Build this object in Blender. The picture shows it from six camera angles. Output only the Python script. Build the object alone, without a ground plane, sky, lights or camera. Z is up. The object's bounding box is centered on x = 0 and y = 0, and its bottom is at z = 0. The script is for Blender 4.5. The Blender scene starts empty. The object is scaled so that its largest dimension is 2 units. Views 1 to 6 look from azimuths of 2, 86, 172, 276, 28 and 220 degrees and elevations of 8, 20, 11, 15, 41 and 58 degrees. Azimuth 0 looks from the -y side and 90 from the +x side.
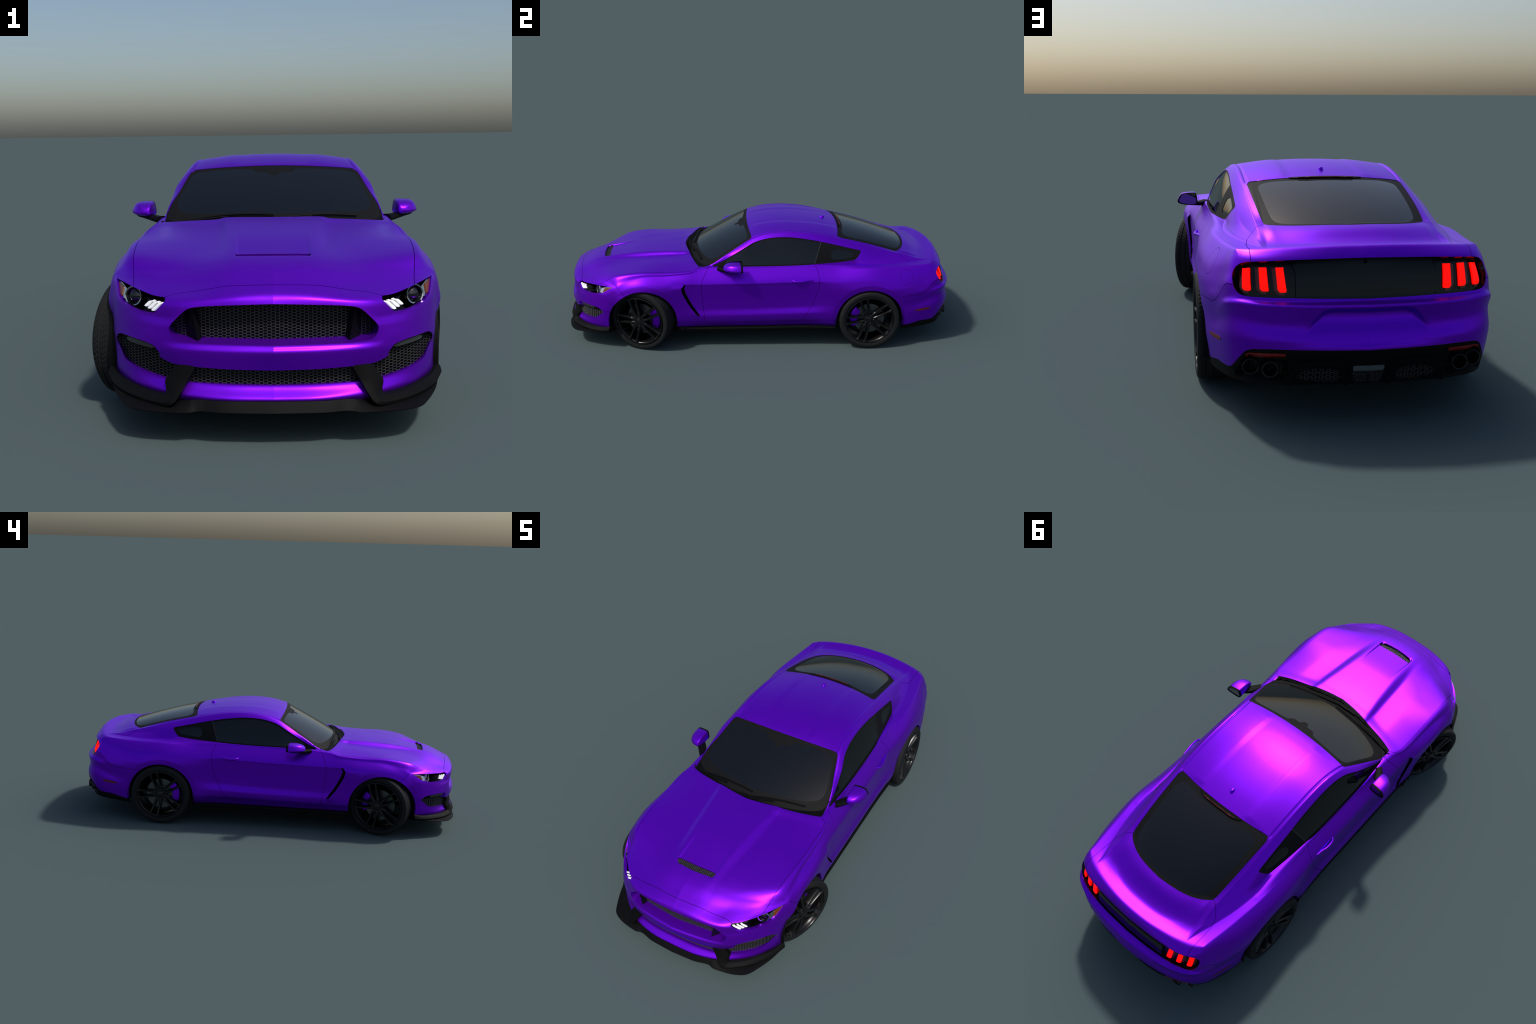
import bpy, bmesh, math
import numpy as np
from mathutils import Vector, Matrix

np.random.seed(7)

# ------------------------------------------------------------------ splines
def slopes(xk, Y, mono):
    xk = np.asarray(xk, float); Y = np.asarray(Y, float)
    h = np.diff(xk).reshape((-1,) + (1,) * (Y.ndim - 1))
    d = np.diff(Y, axis=0) / h
    m = np.zeros_like(Y)
    m[0], m[-1] = d[0], d[-1]
    if len(xk) > 2:
        h0, h1 = h[:-1], h[1:]
        if mono:
            w1, w2 = 2 * h1 + h0, h1 + 2 * h0
            with np.errstate(divide='ignore', invalid='ignore'):
                hm = (w1 + w2) / (w1 / d[:-1] + w2 / d[1:])
            m[1:-1] = np.where(d[:-1] * d[1:] > 0, np.nan_to_num(hm), 0)
        else:
            m[1:-1] = (h1 * d[:-1] + h0 * d[1:]) / (h0 + h1)
    return m

def spline(xk, Y, xq, mono=False):
    """cubic Hermite curve through the control values Y at xk"""
    xk = np.asarray(xk, float); Y = np.asarray(Y, float); xq = np.asarray(xq, float)
    m = slopes(xk, Y, mono)
    i = np.clip(np.searchsorted(xk, xq, side='right') - 1, 0, len(xk) - 2)
    h = xk[i + 1] - xk[i]
    t = (np.clip(xq, xk[0], xk[-1]) - xk[i]) / h
    e = (slice(None),) * t.ndim + (None,) * (Y.ndim - 1)
    t = t[e]; h = h[e]
    t2, t3 = t * t, t * t * t
    return ((2 * t3 - 3 * t2 + 1) * Y[i] + (t3 - 2 * t2 + t) * h * m[i]
            + (-2 * t3 + 3 * t2) * Y[i + 1] + (t3 - t2) * h * m[i + 1])

def curve(pts, col=1):
    """function of the first column of pts, giving column col"""
    p = np.asarray(pts, float)
    return lambda q: spline(p[:, 0], p[:, col], q)

def sstep(a, b, x):
    t = np.clip((x - a) / (b - a), 0, 1)
    return t * t * (3 - 2 * t)

def smax(a, b, k):
    h = np.clip(0.5 + 0.5 * (a - b) / k, 0, 1)
    return b + (a - b) * h + k * h * (1 - h), h

# ------------------------------------------------------------------ body lines
# The lower body is drawn with ten character lines that run from the middle of
# the nose, round the corner, along the side and round to the middle of the tail.
# Each has 22 stations: 0-3 nose, 4-6 front corner, 7-17 side, 18-21 tail.
NOSE_X = [0, .10, .19, .24]
LINE = {}
LINE['nose_top'] = dict(
 nose=[(0,-.972,.313),(.10,-.968,.311),(.19,-.951,.304),(.243,-.921,.298),(.303,-.862,.303),(.350,-.790,.308),(.377,-.738,.312)],
 side=[(-.70,.386,.322),(-.60,.3870,.3480),(-.48,.3805,.353),(-.38,.379,.347),(-.28,.3755,.3475),(0,.377,.3535),(.22,.376,.360),(.36,.378,.365),(.535,.384,.374),(.69,.367,.375),(.80,.336,.393)],
 tail=[(.311,.866,.408),(.25,.909,.4110),(.14,.9280,.4145),(0,.9360,.4175)])
LINE['lamp_mid'] = dict(
 nose=[(0,-.978,.282),(.10,-.9700,.281),(.19,-.9540,.277),(.250,-.918,.274),(.308,-.866,.277),(.355,-.800,.281),(.380,-.742,.286)],
 side=[(-.70,.395,.296),(-.60,.401,.320),(-.48,.392,.332),(-.38,.3775,.332),(-.28,.3750,.334),(0,.3745,.339),(.22,.3735,.346),(.36,.383,.345),(.535,.392,.345),(.69,.379,.345),(.80,.348,.357)],
 tail=[(.318,.878,.378),(.25,.921,.381),(.14,.939,.383),(0,.9455,.384)])
LINE['grille_mid'] = dict(
 nose=[(0,-.981,.250),(.10,-.9715,.250),(.19,-.9565,.250),(.248,-.926,.250),(.309,-.871,.250),(.356,-.805,.252),(.382,-.745,.256)],
 side=[(-.70,.4040,.265),(-.60,.408,.290),(-.48,.396,.295),(-.38,.3765,.296),(-.28,.3740,.298),(0,.3730,.302),(.22,.3725,.308),(.36,.386,.312),(.535,.399,.315),(.69,.387,.315),(.80,.357,.325)],
 tail=[(.324,.888,.350),(.25,.929,.351),(.14,.946,.352),(0,.9525,.353)])
LINE['bar_top'] = dict(
 nose=[(0,-.980,.220),(.10,-.9705,.220),(.19,-.9555,.221),(.250,-.928,.223),(.310,-.874,.224),(.357,-.808,.225),(.383,-.746,.227)],
 side=[(-.70,.4050,.235),(-.60,.409,.255),(-.48,.396,.260),(-.38,.3760,.262),(-.28,.3730,.263),(0,.3720,.267),(.22,.3715,.272),(.36,.386,.278),(.535,.401,.285),(.69,.389,.288),(.80,.363,.297)],
 tail=[(.323,.896,.322),(.25,.936,.320),(.14,.954,.319),(0,.960,.319)])
LINE['bar_front'] = dict(
 nose=[(0,-.987,.205),(.10,-.9775,.205),(.19,-.960,.206),(.251,-.928,.205),(.310,-.877,.204),(.357,-.811,.203),(.384,-.747,.205)],
 side=[(-.70,.4050,.207),(-.60,.409,.220),(-.48,.397,.225),(-.38,.3770,.215),(-.28,.3735,.214),(0,.3725,.219),(.22,.3730,.226),(.36,.386,.242),(.535,.402,.255),(.69,.389,.264),(.80,.361,.275)],
 tail=[(.328,.904,.307),(.25,.953,.309),(.14,.978,.309),(0,.988,.309)])
LINE['bumper_low'] = dict(
 nose=[(0,-.970,.163),(.10,-.967,.164),(.19,-.950,.168),(.250,-.918,.172),(.308,-.870,.176),(.356,-.806,.180),(.384,-.747,.180)],
 side=[(-.70,.4040,.180),(-.60,.408,.185),(-.48,.397,.185),(-.38,.380,.178),(-.28,.380,.175),(0,.381,.181),(.22,.383,.188),(.36,.389,.194),(.535,.402,.210),(.69,.386,.228),(.80,.358,.240)],
 tail=[(.323,.899,.275),(.25,.946,.268),(.14,.969,.264),(0,.978,.263)])
LINE['lip_top'] = dict(
 nose=[(0,-.960,.129),(.10,-.957,.130),(.19,-.941,.134),(.250,-.912,.137),(.308,-.868,.143),(.356,-.806,.150),(.383,-.747,.153)],
 side=[(-.70,.4020,.155),(-.60,.406,.155),(-.48,.396,.156),(-.38,.378,.153),(-.28,.3765,.152),(0,.377,.157),(.22,.379,.162),(.36,.388,.168),(.535,.400,.175),(.69,.385,.190),(.80,.363,.203)],
 tail=[(.325,.906,.226),(.25,.957,.223),(.14,.980,.222),(0,.989,.222)])
LINE['lip_low'] = dict(
 nose=[(0,-.981,.103),(.10,-.977,.104),(.19,-.956,.108),(.250,-.922,.111),(.308,-.872,.114),(.352,-.810,.121),(.380,-.752,.128)],
 side=[(-.70,.3970,.132),(-.60,.402,.132),(-.48,.388,.130),(-.38,.368,.127),(-.28,.363,.126),(0,.363,.131),(.22,.364,.136),(.36,.380,.138),(.535,.395,.140),(.69,.380,.145),(.80,.358,.155)],
 tail=[(.322,.902,.188),(.25,.955,.197),(.14,.983,.202),(0,.995,.203)])
LINE['floor_edge'] = dict(
 nose=[(0,-.975,.093),(.10,-.971,.093),(.19,-.950,.095),(.250,-.917,.097),(.305,-.868,.098),(.348,-.808,.100),(.377,-.752,.108)],
 side=[(-.70,.384,.108),(-.60,.390,.105),(-.48,.380,.105),(-.38,.360,.106),(-.28,.355,.107),(0,.355,.110),(.22,.355,.113),(.36,.365,.112),(.535,.385,.112),(.69,.371,.098),(.80,.350,.103)],
 tail=[(.312,.884,.105),(.25,.928,.107),(.14,.953,.108),(0,.963,.109)])
LINES = ['nose_top','lamp_mid','grille_mid','bar_top','bar_front','bumper_low','lip_top','lip_low','floor_edge']

def stations(line):
    d = LINE[line]
    return np.array([(x, y, z) for x, y, z in d['nose']] + [(x, y, z) for y, x, z in d['side']] + list(d['tail']))

# The upper body (hood, fender tops, shelf under the side windows, deck): cross
# lines from the centre line outwards.  Last point of each is the shoulder line.
TOP = [
 [(0,-.962,.3265),(.05,-.961,.3255),(.10,-.957,.3225),(.19,-.938,.3135),(.25,-.902,.3115),(.300,-.850,.318)],
 [(0,-.915,.3500),(.06,-.913,.3475),(.115,-.907,.343),(.20,-.880,.332),(.280,-.832,.331),(.345,-.785,.324)],
 [(0,-.860,.3740),(.07,-.857,.3725),(.125,-.850,.366),(.21,-.830,.352),(.312,-.783,.345),(.372,-.733,.328)],
 [(0,-.790,.3910),(.082,-.787,.3895),(.128,-.780,.3825),(.215,-.765,.374),(.330,-.722,.3755),(.3745,-.700,.3430)],
 [(0,-.650,.4130),(.095,-.648,.4115),(.142,-.640,.3965),(.22,-.630,.3965),(.3395,-.610,.3920),(.3635,-.600,.3705)],
 [(0,-.520,.4255),(.108,-.515,.4240),(.150,-.510,.4085),(.23,-.500,.407),(.3415,-.490,.3930),(.3580,-.480,.3770)],
 [(0,-.430,.4300),(.118,-.425,.4285),(.156,-.420,.4160),(.235,-.400,.413),(.3410,-.380,.3990),(.3525,-.380,.3880)],
 [(0,-.330,.4300),(.12,-.330,.4285),(.16,-.320,.4245),(.24,-.300,.420),(.322,-.285,.4140),(.340,-.280,.403)],
 [(0,.000,.400),(.10,.000,.400),(.16,.000,.400),(.25,.000,.405),(.322,.000,.4235),(.336,.000,.413)],
 [(0,.220,.400),(.10,.220,.400),(.16,.220,.400),(.25,.220,.405),(.320,.220,.4295),(.337,.220,.418)],
 [(0,.360,.405),(.10,.360,.405),(.16,.360,.405),(.25,.360,.410),(.318,.360,.4290),(.345,.360,.409)],
 [(0,.560,.420),(.08,.560,.420),(.15,.555,.420),(.24,.545,.420),(.312,.538,.4250),(.350,.535,.4205)],
 [(0,.750,.4655),(.06,.747,.4650),(.12,.737,.4625),(.205,.704,.4605),(.285,.692,.4265),(.335,.690,.4205)],
 [(0,.835,.4340),(.06,.834,.4338),(.12,.828,.4335),(.2,.815,.4315),(.270,.800,.4275),(.317,.800,.4250)],
 [(0,.9140,.4465),(.06,.9120,.4460),(.12,.9055,.4440),(.2,.8895,.4395),(.270,.8670,.4330),(.309,.8390,.4285)],
]

# ------------------------------------------------------------------ greenhouse
ROOF_C = [(-.10,.551),(-.0755,.5615),(-.02,.5765),(.05,.588),(.12,.592),(.20,.5895),(.30,.579),(.394,.5614),(.45,.549)]
RAIL = [(-.30,.3185,.4110),(-.285,.3165,.4145),(-.20,.3050,.4610),(-.15,.2900,.4885),(-.10,.2765,.5185),(-.06,.2640,.5415),(0,.2545,.5620),
        (.10,.2500,.5745),(.20,.2490,.5715),(.30,.2490,.5565),(.372,.2485,.5405),(.45,.2470,.5220),(.50,.2460,.5095),
        (.60,.2435,.4830),(.695,.2400,.4570),(.72,.2398,.4480),(.75,.2395,.4395),(.803,.2385,.4240),(.95,.235,.39)]
WINTOP = [(-.30,.3195,.4105),(-.285,.3175,.4140),(-.20,.3120,.4470),(-.15,.3050,.4750),(-.10,.2970,.5040),(-.05,.2825,.5300),(0,.2750,.5450),
          (.10,.2715,.5550),(.20,.2725,.5470),(.30,.2755,.5300),(.40,.2765,.5075),(.495,.2775,.4860),(.60,.2720,.4570),
          (.70,.2580,.4380),(.803,.2450,.4270),(.95,.24,.385)]
BELT = [(-.30,.3205,.4100),(-.285,.3190,.4130),(-.20,.3230,.4165),(-.10,.3265,.4185),(0,.3280,.4205),(.10,.3280,.4230),(.20,.3260,.4265),(.30,.3190,.4315),
        (.40,.3100,.4375),(.4524,.3056,.4430),(.55,.3020,.4320),(.65,.2900,.4240),(.74,.2700,.4180),(.803,.252,.418),(.95,.245,.38)]
rail_x, rail_z = curve(RAIL, 1), curve(RAIL, 2)
win_x, win_z = curve(WINTOP, 1), curve(WINTOP, 2)
belt_x, belt_z = curve(BELT, 1), curve(BELT, 2)
roof_c = curve(ROOF_C)

def ws_base(x):  return -.362 + .0810 * (x / .3172) ** 2
def ws_top(x):   return -.0755 + .0155 * (x / .25) ** 2
def bl_top(x):   return .394 - .0220 * (x / .2346) ** 2
def bl_base(x):  return .7525 - .0725 * (np.minimum(np.abs(x), .2193) / .2193) ** 2.6
def roof_drop(x, y): return (.0178 + .0065 * sstep(.10, .37, y)) * (x / .25) ** 2

def roof_height(x, y):
    """roof, windshield and backlight, before the rails"""
    z = roof_c(y) - roof_drop(x, y)
    on_roof = sstep(-.07, -.03, y) * (1 - sstep(.36, .39, y))
    z = z + .0022 * sstep(.098, .130, x) * (1 - sstep(.130, .24, x)) * on_roof
    zt = roof_c(ws_top(x)) - roof_drop(x, ws_top(x))
    zb = .4215 - .0095 * (x / .3172) ** 2
    s = (y - ws_base(x)) / (ws_top(x) - ws_base(x))
    zw = zb + (zt - zb) * s + .0045 * 4 * np.clip(s, 0, 1) * (1 - np.clip(s, 0, 1))
    z = np.where(s < 1, zw, z)
    zt = roof_c(bl_top(x)) - roof_drop(x, bl_top(x))
    zb = .4666 - .0045 * (x / .2) ** 2
    s = (y - bl_top(x)) / (bl_base(x) - bl_top(x))
    zl = zt + (zb - zt) * s + .0075 * 4 * s * (1 - s)
    return np.where(s > 0, zl, z)

def cabin_height(x, y):
    xr, zr, xw, zw, xb, zb = rail_x(y), rail_z(y), win_x(y), win_z(y), belt_x(y), belt_z(y)
    zc = roof_height(x, y)
    gap = zr - roof_height(xr, y)
    zc = zc + gap * sstep(xr - .022, xr, x)
    # drip channel beside the roof panel
    g = (x - (xr - .0125)) / .0035
    zc = zc - .003 * np.exp(-g * g) * sstep(-.075, -.05, y) * (1 - sstep(.36, .385, y))
    # side: rail -> window top -> belt, slightly barrelled
    t = np.clip((x - xr) / np.maximum(xw - xr, 1e-4), 0, 1)
    z1 = zr + (zw - zr) * (t + .25 * (t * t - t))
    q = (x - xw) / np.maximum(xb - xw, 1e-4)
    bow = np.minimum(.009, .09 * (zw - zb))
    z2 = zw + (zb - zw) * q + bow * 4 * np.clip(q, 0, 1) * (1 - np.clip(q, 0, 1))
    z2 = np.where(q > 1, zb - (x - xb) * 2.2, z2)
    z = np.where(x < xr, zc, np.where(x < xw, z1, z2))
    return np.where((y < -.288) & (x > .300) | (y < ws_base(x) - .05), -1, z)

HOOD_REAR = [(0,-.3960),(.15,-.3700),(.25,-.3460),(.30,-.3270),(.32,-.316),(.34,-.305)]
hood_rear = curve(HOOD_REAR)

def blend_k(x, y):
    """fillet between cabin and body: crisp at windows and cowl, soft at the C-pillar"""
    return .0012 + .026 * sstep(.435, .56, y) * sstep(.20, .26, x) + .010 * sstep(.60, .70, y) * (1 - sstep(.2, .26, x))

def cowl_drop(x, y):
    return .030 * sstep(0, .014, y - hood_rear(x)) * (1 - sstep(.300, .316, x)) * (1 - sstep(-.27, -.25, y))

def vent_pocket(x, y):
    """hood extractor: the panel behind the vent lip sits lower and rises back to the hood line"""
    return .006 * sstep(-.813, -.807, y) * (1 - sstep(-.80, -.62, y)) * (1 - sstep(.081, .088, x))

def upper_height(x, y, ztop):
    x = np.abs(x)
    ztop = ztop - vent_pocket(x, y)
    return smax(cabin_height(x, y), ztop - cowl_drop(x, y), blend_k(x, y))

# ------------------------------------------------------------------ dense body surface
def top_grid():
    C = np.array(TOP, float)                       # rows x lines x 3
    L = np.linalg.norm(np.diff(C, axis=0), axis=2).max(axis=1)
    t = np.concatenate([r + np.arange(n) / n for r, n in enumerate(np.ceil(L / .0055).astype(int))] + [[len(C) - 1]])
    W = np.linalg.norm(np.diff(C, axis=1), axis=2).max(axis=0)
    w = np.concatenate([r + np.arange(n) / n for r, n in enumerate(np.ceil(W / .0032).astype(int))] + [[C.shape[1] - 1]])
    G = spline(np.arange(len(C)), C, t)            # along the car
    G = np.swapaxes(G, 0, 1)
    XY = spline(np.arange(C.shape[1]), G[..., :2], w)
    Z = spline(np.arange(C.shape[1]), G[..., 2:], w, mono=True)
    G = np.swapaxes(np.concatenate([XY, Z], axis=2), 0, 1)
    G[:, 0, 0] = 0
    return G, t, w                                 # (T, W, 3)

def skirt_grid(G, t):
    P0 = np.concatenate([G[0], G[1:, -1], G[-1, :-1][::-1]])
    nf, ns = G.shape[1], G.shape[0]
    u = np.concatenate([np.interp(G[0, :, 0], [0, .10, .19, .24, .30], [0, 1, 2, 3, 4]), 4 + t[1:],
                        np.interp(-G[-1, :-1, 0][::-1], [-.318, -.25, -.14, 0], [18, 19, 20, 21])])
    S = [P0] + [spline(np.arange(22), stations(l), u) for l in LINES]
    S = np.array(S)                                # lines x columns x 3
    per = 9
    v = np.linspace(0, len(S) - 1, per * (len(S) - 1) + 1)
    K = spline(np.arange(len(S)), S, v, mono=True)
    K[:, 0, 0] = 0; K[:, -1, 0] = 0
    return K, u, v

ARCH_F = (-.597, .145, .167)
ARCH_R = (.538, .145, .170)

def relax_seam(seq, n_side, iters):
    """binomial smoothing of the rows next to a junction; seq: (rows, cols, 3), junction at row n_side"""
    m = seq.shape[0]
    r = np.abs(np.arange(m) - n_side)
    for it in range(int(iters.max())):
        w = (np.clip(1 - r / (n_side), 0, 1) > 0)[:, None] * (iters > it)[None, :] * .5
        w[0] = w[-1] = 0
        avg = np.empty_like(seq); avg[1:-1] = .5 * (seq[:-2] + seq[2:]); avg[0] = seq[0]; avg[-1] = seq[-1]
        seq += w[..., None] * (avg - seq)
    return seq

def body_grids():
    G, t, w = top_grid()
    K, u, v = skirt_grid(G, t)
    T, W = G.shape[:2]
    nb = 12
    # side junction
    cols = np.arange(W - 1, W - 1 + T)
    seq = np.concatenate([np.swapaxes(G[:, W - 1 - nb:W - 1], 0, 1), K[:nb + 1, cols]])
    y = G[:, -1, 1]
    it = np.interp(y, [-.80, -.70, -.55, -.35, .1, .35, .5, .80, .85], [2, 8, 18, 18, 18, 16, 10, 8, 4])
    seq = relax_seam(seq, nb, it)
    G[:, W - 1 - nb:W] = np.swapaxes(seq[:nb + 1], 0, 1); K[:nb + 1, cols] = seq[nb:]
    # nose junction
    cols = np.arange(0, W)
    seq = np.concatenate([G[1:nb + 1][::-1], K[:nb + 1, cols]])
    it = np.interp(G[0, :, 0], [0, .19, .24, .30], [14, 12, 3, 2])
    seq = relax_seam(seq, nb, it)
    G[0:nb + 1] = seq[:nb + 1][::-1]; K[:nb + 1, cols] = seq[nb:]
    # tail junction
    cols = np.arange(W - 1 + T - 1, W - 1 + T - 1 + W)
    seq = np.concatenate([G[T - 1 - nb:T - 1, ::-1], K[:nb + 1, cols]])
    seq = relax_seam(seq, nb, np.full(W, 5.))
    G[T - 1 - nb:T] = seq[:nb + 1, ::-1]; K[:nb + 1, cols] = seq[nb:]
    # keep shared border identical
    K[0, :W] = G[0]; K[0, W - 1:W - 1 + T] = G[:, -1]; K[0, W - 2 + T:] = G[-1, ::-1]
    G[:, 0, 0] = 0; K[:, 0, 0] = 0; K[:, -1, 0] = 0
    # wheel-arch lips: a band round each arch leans inwards
    for (cy, cz, r), lean in ((ARCH_F, .16), (ARCH_R, .22)):
        d = np.hypot(K[..., 1] - cy, K[..., 2] - cz)
        side = K[..., 0] > .33
        K[..., 0] -= side * lean * np.clip(r + .026 - d, 0, .03) * sstep(.10, .14, K[..., 2])
    # the fender stands proud of the door skin up to the side vent
    vy = np.interp(K[..., 2], [.175, .319, .342], [-.322, -.405, -.392])
    ahead = np.clip(vy - K[..., 1], -1, 1)
    K[..., 0] += (K[..., 0] > .33) * .008 * (ahead > 0) * sstep(.085, .0, ahead) * sstep(.150, .200, K[..., 2]) * (1 - sstep(.325, .347, K[..., 2]))
    return G, K

def grid_normals(P):
    du = np.gradient(P, axis=0); dv = np.gradient(P, axis=1)
    n = np.cross(du, dv)
    return n / np.maximum(np.linalg.norm(n, axis=2, keepdims=True), 1e-9)

# ------------------------------------------------------------------ cutting panels out of the body surface
def chaikin(poly, n=2, closed=True):
    p = np.asarray(poly, float)
    for _ in range(n):
        q = np.roll(p, -1, axis=0)
        if closed:
            p = np.stack([.75 * p + .25 * q, .25 * p + .75 * q], 1).reshape(-1, 2)
        else:
            a = np.stack([.75 * p[:-1] + .25 * p[1:], .25 * p[:-1] + .75 * p[1:]], 1).reshape(-1, 2)
            p = np.concatenate([p[:1], a, p[-1:]])
    return p

def seg_dist(p, a, b):
    ab = b - a
    t = np.clip(((p - a) @ ab) / max(ab @ ab, 1e-12), 0, 1)
    return np.linalg.norm(p - a - t[:, None] * ab, axis=1)

def sdf(p, poly):
    """signed distance to a closed outline, negative inside"""
    poly = np.asarray(poly, float)
    d = np.full(len(p), 1e9); inside = np.zeros(len(p), bool)
    for i in range(len(poly)):
        a, b = poly[i], poly[(i + 1) % len(poly)]
        d = np.minimum(d, seg_dist(p, a, b))
        c = (a[1] > p[:, 1]) != (b[1] > p[:, 1])
        if a[1] != b[1]:
            inside ^= c & (p[:, 0] < (b[0] - a[0]) * (p[:, 1] - a[1]) / (b[1] - a[1]) + a[0])
    return np.where(inside, -d, d)

def line_dist(p, pts):
    d = np.full(len(p), 1e9)
    for a, b in zip(np.asarray(pts, float)[:-1], np.asarray(pts, float)[1:]):
        d = np.minimum(d, seg_dist(p, a, b))
    return d

def both_sides(half):
    h = np.asarray(half, float)
    return np.concatenate([h, h[::-1] * [-1, 1]])

XY, XZ, YZ = [0, 1], [0, 2], [1, 2]

class Skin:
    """triangle mesh whose vertices carry their smooth normal (and the plan height for the upper body)"""
    def __init__(self, P, grid_n, tris, upper):
        self.P, self.N, self.T, self.upper = P, grid_n, tris, upper

    def copy(self):
        return Skin(self.P.copy(), self.N.copy(), self.T.copy(), self.upper)

    def pos(self):
        if not self.upper: return self.P
        Q = self.P.copy(); Q[:, 2] = upper_height(Q[:, 0], Q[:, 1], Q[:, 2])[0]
        return Q

    def normals(self, cabin=None):
        if not self.upper: return self.N
        x, y, e = self.P[:, 0], self.P[:, 1], 4e-4
        dx = (cabin_height(x + e, y) - cabin_height(np.abs(x - e), y)) / (2 * e)
        dy = (cabin_height(x, y + e) - cabin_height(x, y - e)) / (2 * e)
        nt = self.N / np.maximum(self.N[:, 2:], .05)
        # small height features of the lower skin
        f = lambda a, b: -vent_pocket(np.abs(a), b)
        tx = -nt[:, 0] + (f(x + e, y) - f(x - e, y)) / (2 * e)
        ty = -nt[:, 1] + (f(x, y + e) - f(x, y - e)) / (2 * e)
        h = upper_height(x, y, self.P[:, 2])[1]
        if cabin is not None: 
            w = 1 - sstep(.43, .53, y)
            h = w * float(cabin) + (1 - w) * h
        g = np.stack([-(h * dx + (1 - h) * tx), -(h * dy + (1 - h) * ty), np.ones_like(x)], 1)
        return g / np.linalg.norm(g, axis=1, keepdims=True)

    def cut(self, fn, where=None):
        Q = self.pos(); f = fn(Q)
        f = np.where(np.abs(f) < 4e-5, 0, f)
        s = np.sign(f).astype(int); T = self.T; st = s[T]
        hot = (st.max(1) > 0) & (st.min(1) < 0)
        if where is not None: hot &= where(Q[T].mean(1))
        if not hot.any(): return self
        keep, H = T[~hot], T[hot]; sh = s[H]
        edges, out = [], []
        new = {}
        nP, nN = [], []; base = len(self.P)
        def mid(i, j):
            k = (i, j) if i < j else (j, i)
            if k not in new:
                t = f[k[0]] / (f[k[0]] - f[k[1]])
                new[k] = base + len(nP)
                nP.append(self.P[k[0]] * (1 - t) + self.P[k[1]] * t)
                nN.append(self.N[k[0]] * (1 - t) + self.N[k[1]] * t)
            return new[k]
        for tri, sg in zip(H.tolist(), sh.tolist()):
            if 0 in sg:
                k = sg.index(0); a, b, c = tri[k], tri[(k + 1) % 3], tri[(k + 2) % 3]
                m = mid(b, c); out += [(a, b, m), (a, m, c)]
            else:
                tot = sum(sg); k = sg.index(-1 if tot > 0 else 1)
                a, b, c = tri[k], tri[(k + 1) % 3], tri[(k + 2) % 3]
                ab, ac = mid(a, b), mid(a, c)
                out += [(a, ab, ac), (ab, b, c), (ab, c, ac)]
        self.P = np.concatenate([self.P, nP]); nN = np.array(nN)
        self.N = np.concatenate([self.N, nN / np.linalg.norm(nN, axis=1, keepdims=True)])
        self.T = np.concatenate([keep, np.array(out, int)])
        return self

    def gap(self, fn, w, where=None):
        self.cut(lambda q: fn(q) - w, where); self.cut(lambda q: fn(q) + w, where)
        return self

    def centroids(self):
        return self.pos()[self.T].mean(1)

def grid_skin(P, upper):
    n, m = P.shape[:2]
    N = grid_normals(P).reshape(-1, 3)
    i = np.arange(n * m).reshape(n, m)
    a, b, c, d = i[:-1, :-1], i[:-1, 1:], i[1:, 1:], i[1:, :-1]
    T = np.concatenate([np.stack([a, b, c], -1).reshape(-1, 3), np.stack([a, c, d], -1).reshape(-1, 3)])
    Q = P.reshape(-1, 3)
    # orient outwards
    out = np.array([0, 0, 1.]) if upper else None
    fn = np.cross(Q[T[:, 1]] - Q[T[:, 0]], Q[T[:, 2]] - Q[T[:, 0]])
    area = np.linalg.norm(fn, axis=1); T = T[area > 1e-12]; fn = fn[area > 1e-12]
    ref = np.array([0, 0, 1.]) if upper else None
    c = Q[T].mean(1)
    want = np.tile([0, 0, 1.], (len(T), 1)) if upper else np.stack([c[:, 0], c[:, 1] * .35, 0 * c[:, 2]], 1)
    if ((fn * want).sum(1) < 0).mean() > .5: T = T[:, ::-1]
    wantv = np.tile([0, 0, 1.], (len(Q), 1)) if upper else np.stack([Q[:, 0], Q[:, 1] * .35, 0 * Q[:, 2]], 1)
    if ((N * wantv).sum(1) < 0).mean() > .5: N = -N
    return Skin(Q.copy(), N, T.copy(), upper)

# ------------------------------------------------------------------ scene helpers
ROOT = None
def link(ob, parent=None):
    bpy.context.scene.collection.objects.link(ob)
    if parent is None: parent = ROOT
    if parent is not None: ob.parent = parent
    return ob

def empty(name, loc=(0, 0, 0), parent=None):
    ob = bpy.data.objects.new(name, None); ob.location = loc; ob.empty_display_size = .05
    return link(ob, parent)

def mesh(name, V, F, mat, N=None, parent=None, smooth=True, angle=None):
    me = bpy.data.meshes.new(name)
    F = F.tolist() if isinstance(F, np.ndarray) else F
    me.from_pydata(np.asarray(V, float).tolist(), [], F)
    if smooth: me.shade_smooth()
    if angle is not None: me.set_sharp_from_angle(angle=math.radians(angle))
    for m in (mat if isinstance(mat, (list, tuple)) else [mat]): me.materials.append(m)
    if N is not None: me.normals_split_custom_set_from_vertices(np.asarray(N, float).tolist())
    return link(bpy.data.objects.new(name, me), parent)

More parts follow.
